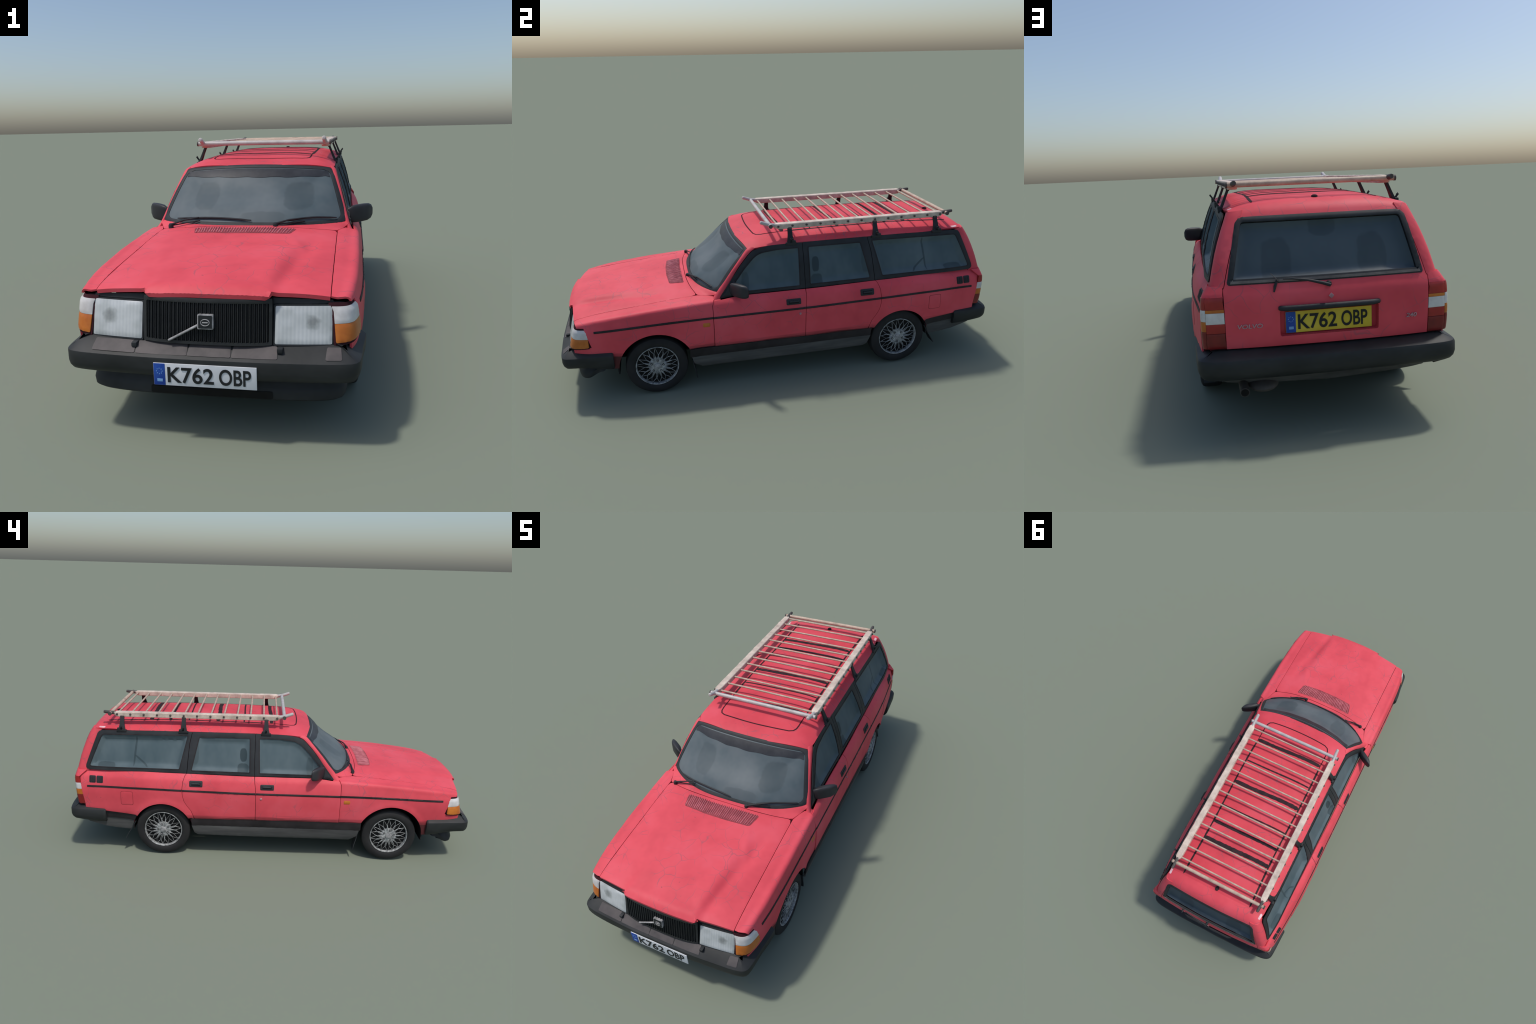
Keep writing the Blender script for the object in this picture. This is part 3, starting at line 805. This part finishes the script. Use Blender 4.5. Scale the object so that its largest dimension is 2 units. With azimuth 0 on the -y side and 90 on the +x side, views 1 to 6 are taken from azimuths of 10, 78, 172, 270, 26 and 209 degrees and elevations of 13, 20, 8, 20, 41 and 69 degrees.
rp = number_plate('number_plate', car, (0, p0.y+.0005, .3155), (-1, 0, 0), (0, .03, 1), .242, .060, M['yellow'])
V, F = box_data((0, 0, 0), (.011, .003, .011), .001)
from mathutils import Matrix
rot = Matrix.Rotation(math.radians(45), 3, 'Y')
bp = on_rear(-.004, .386, .002)
finish('tailgate_lock', [rot@v+bp for v in V], F, M['badge'], tail)
def badge(body, cx, cz, size):
    text_mesh('badge', body, size, M['badge'], tail, lambda v: on_rear(cx-v.x, cz+v.y, .0012+v.z), .0009, .0003, .15, 1.25)
badge('VOLVO', .2195, .315, .0165)
badge('240', -.2325, .311, .0165)
# rear wiper: arm from the centre pivot to a stub of the worn-out blade
pv = on_rear(0, .419, .010)
rw = tube('wiper', [on_rear(0, .4185, -.004), on_rear(0, .4185, .006), on_rear(0, .4185, .013)], [.007, .007, .0055], M['black'], car, 14)
tube('wiper_arm', [on_rear(-.002, .416, .013), on_rear(.02, .423, .014), on_rear(.06, .4335, .016), on_rear(.10, .439, .015), on_rear(.125, .4395, .013)], [.0052, .0046, .0034, .0028, .002], M['black'], rw, 10)
tube('wiper_joint', [on_rear(.140, .436, .0), on_rear(.141, .437, .022), on_rear(.141, .438, .024)], [.0022, .0028, .002], M['black'], rw, 8)
tube('wiper_blade', [on_rear(.139, .438, .004), on_rear(.147, .420, .006), on_rear(.1505, .405, .003)], [.003, .0042, .002], M['black'], rw, 8)
tube('wiper_needle', [on_rear(.141, .438, .014), on_rear(.158, .456, .008)], [.0012, .0006], M['exhaust'], rw, 6)
M['dust'] = plastic('dusty_strip', (.09, .08, .075), (.20, .18, .165), .7, .2, 18.)
patch('window_strip', [(-.265, .4305), (.265, .4305), (.263, .4375), (-.263, .4375)], S_rear, (0, 1, 0), M['dust'], tail, .003, .0032, sp=.01)

# --------------------------------------------------------------- front face
front = patch('nose_panel', [(-.335, .225), (.335, .225), (.325, .345), (.155, .355), (-.155, .355), (-.325, .345)], S_head, (0, -1, 0), M['black'], car, .012, -.009, sp=.014)
grille_frame = rect(-.158, .2475, .158, .3565, .004)
grille = patch('grille', grille_frame, S_grille, (0, -1, 0), M['bumper'], car, .024, .001, holes=[rect(-.1505, .2545, .1505, .3455, .003)], sp=.007, drop=.0015)
patch('grille_mesh', rect(-.152, .253, .152, .347), S_grille, (0, -1, 0), M['blackpaint'], grille, .003, -.0040, sp=.014)
for i in range(31):
    x = -.1455+i*.0097
    if abs(x-.002) < .02: zr = ((.2545, .2845), (.3205, .3455))
    else: zr = ((.2545, .3455),)
    for z0, z1 in zr:
        a = S_grille(np.array([[x, z0]]))[0]; b = S_grille(np.array([[x, z1]]))[0]
        rings = [[Vector((x+dx, P[1]+dy, P[2])) for dx, dy in ((-.0013, .009), (-.0013, .001), (-.0006, -.0005), (.0006, -.0005), (.0013, .001), (.0013, .009))] for P in (a, b)]
        loft('grille_slat', rings, M['bumper'], grille)
for i in range(30):        # fine dull edge on the recessed slats behind
    x = -.1406+i*.0097
    a = S_grille(np.array([[x, .2545]]))[0]; b = S_grille(np.array([[x, .3455]]))[0]
    rings = [[Vector((x+dx, P[1]+.0025+dy, P[2])) for dx, dy in ((-.0007, .003), (-.0007, 0), (.0007, 0), (.0007, .003))] for P in (a, b)]
    loft('grille_slat', rings, M['black'], grille)
em = patch('grille_emblem', rect(-.0175, .2850, .0210, .3205, .003), S_grille, (0, -1, 0), M['chrome'], grille, .012, .0075, sp=.004, drop=.001)
patch('emblem_field', rect(-.0148, .2878, .0183, .3177, .002), S_grille, (0, -1, 0), M['ink'], grille, .003, .0082, sp=.006, drop=0)
ring = []
for i in range(25):
    a = 2*math.pi*i/24; P = S_grille(np.array([[.0018+.0105*math.cos(a), .3027+.0075*math.sin(a)]]))[0]
    ring.append((P[0], P[1]-.0088, P[2]))
V, F = tube_data(ring, .0011, 6); finish('emblem_ring', V, F, M['chrome'], grille)
P = S_grille(np.array([[.0018, .3027]]))[0]
box('emblem_ring', (P[0], P[1]-.0086, P[2]), (.014, .002, .003), M['chrome'], grille, .0006)
da, db = S_grille(np.array([[-.0175, .2945]]))[0], S_grille(np.array([[-.090, .2550]]))[0]
tube('emblem_bar', [(da[0], da[1]-.0045, da[2]), (db[0], db[1]-.0035, db[2])], .0030, M['chrome'], grille, 8)

M['headlens'], nt_, b_ = nodes_of('headlamp_glass', .28, .5)
t_ = NT(nt_)
X_ = t_.xyz()
base_ = t_.ramp(t_.noise(16, 3, .5), [(.3, (.40, .425, .42)), (.7, (.62, .64, .65))])
du_ = t_.math('DIVIDE', t_.math('SUBTRACT', t_.math('ABSOLUTE', X_[0]), .252), .034)
dw_ = t_.math('DIVIDE', t_.math('SUBTRACT', X_[2], .300), .030)
d_ = t_.math('ADD', t_.math('ADD', t_.math('MULTIPLY', du_, du_), t_.math('MULTIPLY', dw_, dw_)), t_.math('MULTIPLY', t_.noise(40, 3), 1.1))
base_ = t_.mix(t_.ramp(d_, [(.45, .75), (1.15, 0.)]), base_, (.17, .18, .175))
t_.link(base_, b_.inputs['Base Color'])
wv = t_.new('ShaderNodeTexWave', wave_type='BANDS', bands_direction='X'); t_.link(t_.co, wv.inputs['Vector']); wv.inputs['Scale'].default_value = 34.
t_.bump(b_, wv.outputs['Fac'], .25, .001)
# corner lamps wrap round the front fender
IP = [(.3005, -.9325), (.318, -.9295), (.336, -.9215), (.348, -.907), (.355, -.885), (.3605, -.858), (.3625, -.845)]
def S_ind(uv):
    u, z = uv[:, 0], uv[:, 1]
    k = np.cumsum([0]+[math.dist(IP[i], IP[i+1]) for i in range(len(IP)-1)])
    fx, fy = pchip(k, [p[0] for p in IP]), pchip(k, [p[1] for p in IP])
    lean = (z-.30)
    return np.stack([fx(u)-lean*.10-.35*np.maximum(0, z-.325), fy(u)+lean*.25*(1-u/.14), z], 1)
for s in (1, -1):
    hl = patch('headlamp', rect(.1640, .2495, .2965, .3365, .004), S_head, (0, -1, 0), M['headlens'], car, .012, .0035, side=s, sp=.008, drop=.002)
    patch('headlamp_bezel', rect(.1605, .2460, .2995, .3400, .005), S_head, (0, -1, 0), M['black'], hl, .012, .0015, holes=[rect(.1638, .2493, .2967, .3367, .004)], side=s, sp=.007)
    patch('headlamp_lid', [(.158, .3415), (.300, .3415), (.298, .350), (.158, .356)], S_head, (0, -1, 0), M['black'], hl, .010, -.003, side=s, sp=.009)
    patch('turn_signal', rounded([(.0015, .2975), (.1030, .2975), (.0940, .3365), (.0015, .3365)], [.001, .002, .008, .002]), S_ind, (.6, -.8, 0), M['clear'], car, .010, .001, side=s, sp=.006, drop=.0015)
    patch('turn_signal', rounded([(.0015, .2535), (.1060, .2600), (.1032, .2970), (.0015, .2970)], [.004, .006, .001, .001]), S_ind, (.6, -.8, 0), M['amber'], car, .010, .001, side=s, sp=.006, drop=.0015)
    patch('turn_signal_housing', rounded([(-.003, .247), (.1085, .255), (.1045, .300), (.0955, .3445), (-.003, .3455)], .004), S_ind, (.6, -.8, 0), M['groove'], car, .008, -.003, side=s, sp=.008)
    # little rubber stops under the lamps
    P = S_front(np.array([[.178, .240]]))[0]
    box('rubber_stop', (s*.178, P[1]-.010, .2400), (.014, .020, .012), M['black'], car, .003)

# ----------------------------------------------------------------- bumpers
def sweep(name, path, section, mat, parent, sign, wob=0.):
    """section of (outward, z) carried along a plan path given for x >= 0"""
    k = np.cumsum([0]+[math.dist(path[i], path[i+1]) for i in range(len(path)-1)])
    fx, fy = pchip(k, [p[0] for p in path]), pchip(k, [p[1] for p in path])
    us = np.linspace(0, k[-1], 46)
    half = []
    e = 1e-3
    for u in us:
        t = np.array([fx(u+e)-fx(max(0, u-e)), fy(u+e)-fy(max(0, u-e))]); t /= np.linalg.norm(t)
        nrm = np.array([-t[1]*sign*-1, t[0]*sign*-1]) if False else np.array([t[1], -t[0]])*(-1 if sign > 0 else 1)
        half.append((float(fx(u)), float(fy(u)), nrm, u/k[-1]))
    full = [(-x, y, np.array([-n[0], n[1]]), f) for x, y, n, f in half[:0:-1]] + half
    rings = []
    for i, (x, y, n, f) in enumerate(full):
        r = []
        for o, z in section(f):
            w = wob*noise.noise(Vector((x*9, y*9, z*20)))
            r.append(Vector((x+n[0]*(o+w), y+n[1]*(o+w), z+w*.5)))
        rings.append(r)
    # rounded-in end caps
    for end, nxt in ((0, 1), (-1, -2)):
        c = sum(rings[end], Vector())/len(rings[end]); d = (rings[end][0]-rings[nxt][0]).normalized()
        r2 = [c+(p-c)*.86+d*.006 for p in rings[end]]
        rings = [r2]+rings if end == 0 else rings+[r2]
    return loft(name, rings, mat, parent, angle=32)
fb_path = [(0, -.9975), (.10, -.9965), (.20, -.9925), (.28, -.987), (.322, -.982), (.349, -.974), (.3605, -.960), (.3655, -.93), (.370, -.87), (.376, -.82), (.3795, -.774)]
def fb_section(f):
    e = smooth(.72, 1., f)
    return [(-.060, .232), (-.057, .2520), (-.044, .2480), (-.005, .2205), (-.001, .2175), (0, .2135), (0, .190), (-.003, .178), (-.010, .168-.012*e), (-.020, .163-.017*e), (-.052, .160-.017*e)]
fb = sweep('bumper', fb_path, fb_section, M['bumper'], car, -1, .0016)
rb_path = [(0, .9995), (.12, .9992), (.22, .9975), (.30, .993), (.334, .987), (.353, .977), (.3625, .962), (.3655, .935), (.3675, .88), (.370, .814)]
def rb_section(f):
    e = float(smooth(.66, .95, f))
    return [(-.060, .236), (-.055, .2505), (-.042, .2485), (-.010, .2375), (-.003, .233), (0, .226), (0, .200), (-.004, .189-.006*e), (-.013, .179-.010*e), (-.028, .171-.011*e), (-.060, .162-.009*e)]
rb = sweep('bumper', rb_path, rb_section, M['bumper'], car, 1, .0016)
# sun-bleached pads lying on the front bumper's top face
def S_btop(uv):
    u, v = uv[:, 0], uv[:, 1]      # u = x, v = 0..0.036 from back to edge
    fy = pchip([p[0] for p in fb_path[:6]], [p[1] for p in fb_path[:6]])
    return np.stack([u, fy(np.abs(u))+.041-v, .2478-v*.715], 1)
for x0, x1 in ((-.285, -.178), (-.170, -.046), (-.040, .060), (.067, .170), (.286, .318)):
    patch('bumper_pad', rounded([(x0, .004), (x1, .004), (x1+.003, .033), (x0-.003, .033)], .004), S_btop, (0, -.5, 1), M['bumper_worn'], fb, .003, .0009, sp=.008, wavy=.0008)
# lower apron with the dark air opening
ap_path = [(0, -.930), (.12, -.929), (.22, -.924), (.285, -.913), (.315, -.896), (.328, -.867), (.334, -.82)]
lift = lambda f: .034*float(smooth(.80, 1., f))
sweep('apron', ap_path, lambda f: [(-.04, .170), (-.012, .168), (-.010, .150), (.006-lift(f)*.4, .126+lift(f)*.5), (.010-lift(f)*.4, .112+lift(f)), (.008-lift(f)*.4, .098+lift(f)), (-.002, .0905+lift(f)), (-.02, .0875+lift(f)), (-.06, .088+lift(f)), (-.06, .11+lift(f)*.6)], M['black'], car, -1, .0015)
patch('air_opening', rect(-.155, .099, .155, .118, .004), lambda uv: np.stack([uv[:, 0], -.9400+.08*uv[:, 0]**2, uv[:, 1]], 1), (0, -1, 0), M['blackpaint'], car, .006, .0014, sp=.012)
ra_path = [(0, .915), (.15, .913), (.25, .905), (.30, .89), (.325, .86)]
sweep('apron', ra_path, lambda f: [(-.03, .20), (.01, .19), (.012, .165), (.004, .140+.010*f), (-.006, .128+.012*f), (-.04, .124+.012*f)], M['sill'], car, 1, .0015)
fp = number_plate('number_plate', car, (.002, -1.0005+.001, .1785), (1, 0, 0), (0, -.0, 1), .250, .056, M['white'])

# ---------------------------------------------------------------- underbody
box('floor_pan', (0, -.02, .150), (.40, 1.72, .09), M['under'], car, .01)
box('floor_pan', (0, -.025, .140), (.62, .66, .075), M['under'], car, .01)
box('floor_pan', (0, .79, .185), (.60, .20, .10), M['under'], car, .01)
box('floor_pan', (0, -.83, .190), (.58, .12, .16), M['under'], car, .01)
for y in (HUB_F, HUB_R):
    tube('axle', [(-.30, y, HUB_Z), (.30, y, HUB_Z)], .016, M['under'], car, 12)
# exhaust
ex = tube('exhaust_pipe', [(.241, .70, .150), (.241, .86, .142), (.241, .925, .131), (.241, .950, .1265)], .0135, M['exhaust'], car, 18)
V, F = lathe_data([(0, .0), (.001, .0105), (.003, .0125)], 18)
tube('exhaust_mouth', [(.241, .940, .1285), (.241, .9515, .1262)], .011, M['blackpaint'], ex, 16)
bm = bmesh.new(); bmesh.ops.create_uvsphere(bm, u_segments=24, v_segments=12, radius=1)
V = [Vector((.185+v.co.x*.046, .885+v.co.y*.06, .128+v.co.z*.019)) for v in bm.verts]
bm.verts.index_update(); F = [tuple(v.index for v in f.verts) for f in bm.faces]; bm.free()
finish('silencer', V, F, M['exhaust'], car)

# ------------------------------------------------------------------- wheels
def wheel(hy, s, first=None):
    X0 = .2855                                     # inner face of the tyre
    org = Vector((0, hy, HUB_Z))
    put = lambda V, a=0.: [Vector((s*(v.x+.004), hy+v.y*math.cos(a)-v.z*math.sin(a), HUB_Z+v.y*math.sin(a)+v.z*math.cos(a))) for v in V]
    spin = {(-1, 1): .2, (1, 1): .9, (-1, -1): .5, (1, -1): 1.3}[(1 if hy > 0 else -1, s)]
    V, F = lathe_data([(X0+.010, .06), (X0+.012, .093), (.330, .092), (.3425, .0885), (.346, .06), (.349, .03), (.349, 0.0)], 56)
    w = finish('wheel', put(V), F, M['blackpaint'], car)
    R = .1345
    prof = [(X0+.010, .090), (X0+.003, .096), (X0, .108), (X0+.002, .120), (X0+.007, .130), (X0+.014, R-.001), (X0+.025, R), (.3235, R), (.338, R), (.347, R-.0013), (.354, .130), (.3585, .122), (.3610, .112), (.3605, .102), (.3575, .0955), (.352, .0915), (.340, .090)]
    V, F = lathe_data(prof, 72)
    finish('tyre', put(V), F, M['tyre'], w)
    # tread grooves: thin dark rings set in the running surface
    V, F = lathe_data([(.346, .0925), (.355, .0930), (.3578, .0918), (.3575, .0895), (.354, .0880), (.346, .0868), (.340, .0868), (.340, .0925)], 64)
    rim = finish('rim', put(V), F, M['rimsilver'], w)
    # crossed wire spokes in two layers
    parts = []
    rr = random.Random(5)
    n = 18
    for i in range(n):
        for d, x1, x2 in ((.34, .3560, .3530), (-.34, .3540, .3515)):
            a0 = 2*math.pi*i/n; a1 = a0+d
            am = a0+d*.45
            pt = lambda r, a, x: (x, r*math.cos(a), r*math.sin(a))
            w_ = rr.uniform(.0007, .0013); a1 += rr.uniform(-.03, .03); am += rr.uniform(-.05, .05)
            parts.append(tube_data([pt(.026, a0, x1), pt(.055, am, x1+.001), pt(.086, a1, x2)], [w_*1.25, w_, w_*.9], 6))
    for i in range(n):
        a0 = 2*math.pi*(i+.5)/n+rr.uniform(-.04, .04)
        parts.append(tube_data([pt(.030, a0, .3560), pt(rr.uniform(.050, .068), a0+rr.uniform(-.06, .06), .3535)], [.0020, .0009], 6))
    V, F = merge(parts)
    sp = finish('wire_spokes', put(V, spin), F, M['rimsilver'], w, 60); sp['kind'] = 'stuff'
    V, F = lathe_data([(.340, .040), (.3535, .038), (.3555, .033), (.3568, .018), (.357, 0)], 40)
    hub = finish('hub', put(V, spin), F, M['rimsilver'], w)
    V, F = lathe_data([(.3555, .0165), (.360, .0155), (.3612, .0125), (.3614, 0)], 6)
    finish('hub_cap', put(V, spin), F, M['chrome'], w, 30)
    for i in range(5):
        a = 2*math.pi*i/5+spin
        V, F = lathe_data([(.3555, .0052), (.3572, .0052), (.3572, .0036), (.3564, .0034), (.3564, 0)], 12)
        cy, cz = .0265*math.cos(a), .0265*math.sin(a)
        finish('lug_well', [Vector((s*(v.x+.004), hy+v.y+cy, HUB_Z+v.z+cz)) for v in V], F, M['blackpaint'], w)
        V, F = lathe_data([(.356, .0029), (.3586, .0027), (.359, 0)], 6)
        finish('lug_bolt', [Vector((s*(v.x+.004), hy+v.y+cy, HUB_Z+v.z+cz)) for v in V], F, M['chrome'], w)
    return w
for hy in (HUB_F, HUB_R):
    for s in (1, -1):
        wheel(hy, s)
# mud flaps behind each wheel
for s in (1, -1):
    for pts, x0, x1 in (([(-.437, .140), (-.431, .105), (-.424, .075), (-.421, .047)], .305, .357), ([(.662, .175), (.684, .135), (.703, .105), (.718, .077)], .300, .356)):
        rings = []
        for i, (y, z) in enumerate(pts):
            f = i/(len(pts)-1); xa, xb = x0+.004*f, x1-.002*f
            rings.append([Vector((s*xa, y-.0018, z)), Vector((s*xb, y-.0018, z)), Vector((s*xb, y+.0018, z)), Vector((s*xa, y+.0018, z))])
        loft('mud_flap', rings, M['black'], car)

# ------------------------------------------------------------------ mirrors
for s in (1, -1):
    rings = []
    ax = [(.318, -.2460, .0095, .020, .449), (.330, -.2430, .0130, .025, .450), (.338, -.2380, .0185, .0290, .4505), (.355, -.2280, .0205, .0305, .4515), (.375, -.2150, .0195, .0305, .4530), (.392, -.2050, .0170, .0290, .4540), (.4005, -.1990, .0130, .0240, .4545), (.4045, -.1960, .006, .0140, .4550)]
    for x, y, ry, rz, z in ax:
        r = []
        for j in range(28):
            a = 2*math.pi*j/28; c, d = math.cos(a), math.sin(a)
            e = .5
            r.append(Vector((s*(x + .004*(abs(c)**e*math.copysign(1, c))), y+ry*abs(c)**e*math.copysign(1, c), z+rz*abs(d)**e*math.copysign(1, d))))
        rings.append(r)
    mir = loft('door_mirror', rings, M['mirrorcase'], car, angle=60)
    patch('mirror_base', rounded([(-.292, .418), (-.226, .4235), (-.228, .470), (-.238, .484)], [.002, .004, .004, .004]), S_green, (1, 0, 0), M['mirrorcase'], mir, .004, .0035, side=s, sp=.007, drop=.0015)

# ------------------------------------------------------------------- wipers
def on_screen(u, v, off):
    q = np.array([[u, v]]); e = 1e-3
    P = S_screen(q)[0]; du = S_screen(q+[e, 0])[0]-P; dv = S_screen(q+[0, e])[0]-P
    n = np.cross(du, dv); n /= np.linalg.norm(n)
    if n[1] > 0: n = -n
    return Vector(P+n*off)
for (px, py, pz), ub, ue in (((-.262, -.402, .432), -.155, .012), ((.095, -.4195, .441), .165, .262)):
    w = tube('wiper', [(px, py, pz-.012), (px, py-.001, pz+.002), (px, py-.002, pz+.007)], [.0085, .0085, .006], M['black'], car, 14)
    mid = on_screen(ub, .020, .009)
    tube('wiper_arm', [(px+.002, py-.002, pz+.005), tuple((Vector((px, py-.002, pz+.006))*.5+mid*.5)+Vector((0, -.004, .003))), tuple(mid)], [.0036, .0030, .0024], M['black'], w, 8)
    tube('wiper_arm', [(px+.004, py+.001, pz+.001), tuple(on_screen(ub+.005, .008, .008))], [.0022, .0018], M['black'], w, 8)
    b0 = ub-.075 if ub < 0 else ub-.045
    tube('wiper_blade', [tuple(on_screen(b0+(ue-b0)*k/8, .012+.010*math.sin(math.pi*k/8)+.003*k/8, .0055)) for k in range(9)], [.002]+[.0032]*7+[.002], M['black'], w, 8)

# ---------------------------------------------------------------- roof rack
def rail(s):
    secs = []
    def ring(y, w, z0, z1, cx=.2335):
        b = .0022
        return [Vector((s*(cx+a), y, z)) for a, z in ((-w, z0+b), (-w+b, z0), (w-b, z0), (w, z0+b), (w, z1-b), (w-b, z1), (-w+b, z1), (-w, z1-b))]
    r = random.Random(11+s)
    secs.append(ring(-.040, .006, .683, .696)); secs.append(ring(-.031, .0085, .680, .698))
    secs.append(ring(-.022, .0145, .6755, .6985))
    for y in np.linspace(.0, .74, 38):
        j = .0009*noise.noise(Vector((y*30, s*5, 0)))
        secs.append(ring(y, .0150+j, .6745+j, .6985+j*1.2, .2335+j))
    secs.append(ring(.757, .0145, .6755, .6980)); secs.append(ring(.765, .0085, .680, .6965)); secs.append(ring(.774, .006, .683, .697))
    n = 8; V = [p for q in secs for p in q]; F = []
    for i in range(len(secs)-1):
        for j in range(n):
            k = (j+1) % n; F.append((i*n+j, i*n+k, (i+1)*n+k, (i+1)*n+j))
    F.append(tuple(range(n))); F.append(tuple((len(secs)-1)*n+j for j in range(n)))
    return V, F
V, F = merge([rail(1), rail(-1)])
rack = finish('roof_rack', V, F, M['alu'], car, 40)
rungs_y = [-.0205+.06440*i for i in range(13)]
V, F = tube_data([(-.219, 0, 0), (-.07, 0, .0004), (.07, 0, -.0003), (.219, 0, 0)], .0043, 12)
proto = None
for i, y in enumerate(rungs_y):
    if proto is None:
        proto = finish('rack_rung', V, F, M['rung'], rack, 50); ob = proto
    else:
        ob = proto.copy(); COL.objects.link(ob)
    ob.location = (0, y, .6890+.0006*math.sin(i*2.3)); ob.rotation_euler = (0, .002*math.sin(i*1.7), .003*math.sin(i*3.1))
V, F = lathe_data([(0, .0055), (.004, .005), (.0052, .003), (.0054, 0)], 8)
bolt = None
for s in (1, -1):
    for i, y in enumerate(rungs_y):
        if bolt is None:
            bolt = finish('rung_bolt', V, F, M['exhaust'], rack, 30); ob = bolt
        else:
            ob = bolt.copy(); COL.objects.link(ob)
        ob.location = (s*.2484, y, .688); ob.rotation_euler = (0, 0 if s > 0 else math.pi, 0)
tube('rack_crossbar', [(-.2525, -.055, .6915), (-.1, -.0555, .692), (.1, -.0555, .692), (.2525, -.055, .6915)], .0085, M['alu2'], rack, 18)
tube('rack_crossbar', [(-.2525, .786, .6895), (-.1, .7865, .690), (.1, .7865, .690), (.2525, .786, .6895)], .0082, M['rung'], rack, 18)
for s in (1, -1):
    tube('rack_tube_stub', [(s*.2335, -.028, .690), (s*.2335, -.055, .6935), (s*.2325, -.080, .702), (s*.2322, -.0955, .7075), (s*.2322, -.0985, .7082)], [.0085, .0085, .0080, .0078, .0045], M['alu2'], rack, 14)
    tube('rack_tube_stub', [(s*.2335, .762, .690), (s*.2335, .787, .6915), (s*.2325, .812, .6945), (s*.2322, .8195, .695)], [.0085, .0085, .0075, .0065], M['exhaust'], rack, 14)
    for y in (-.055, .786):
        tube('crossbar_cap', [(s*.250, y, .6915 if y < 0 else .6895), (s*.2555, y, .6915 if y < 0 else .6895)], .0090, M['exhaust'], rack, 14)
    for y in (.031, .430, .728):
        rings = []
        for x, z, wy, wx in ((.2725, .612, .0165, .004), (.270, .620, .0165, .0045), (.2640, .632, .0130, .0045), (.2575, .648, .0105, .0042), (.2490, .668, .0095, .0040), (.2440, .681, .0100, .0040)):
            rings.append([Vector((s*(x+a*wx), y+b*wy, z)) for a, b in ((-1, -1), (1, -1), (1, 1), (-1, 1))])
        ft = loft('rack_foot', rings, M['black'], rack)
        box('foot_clamp', (s*.2735, y, .6135), (.012, .048, .012), M['black'], rack, .003)
        box('foot_clamp', (s*.2735, y+.012, .6205), (.013, .018, .014), M['black'], rack, .003)
        tube('clamp_lever', [(s*.268, y, .616), (s*.277, y, .628), (s*.2845, y, .6385), (s*.2835, y, .6425)], [.0036, .0034, .0038, .0016], M['black'], rack, 8)
        tube('clamp_knob', [(s*.283, y-.006, .637), (s*.283, y+.006, .637)], .0026, M['black'], rack, 8)
        box('foot_bolt', (s*.246, y, .676), (.010, .014, .010), M['exhaust'], rack, .002)
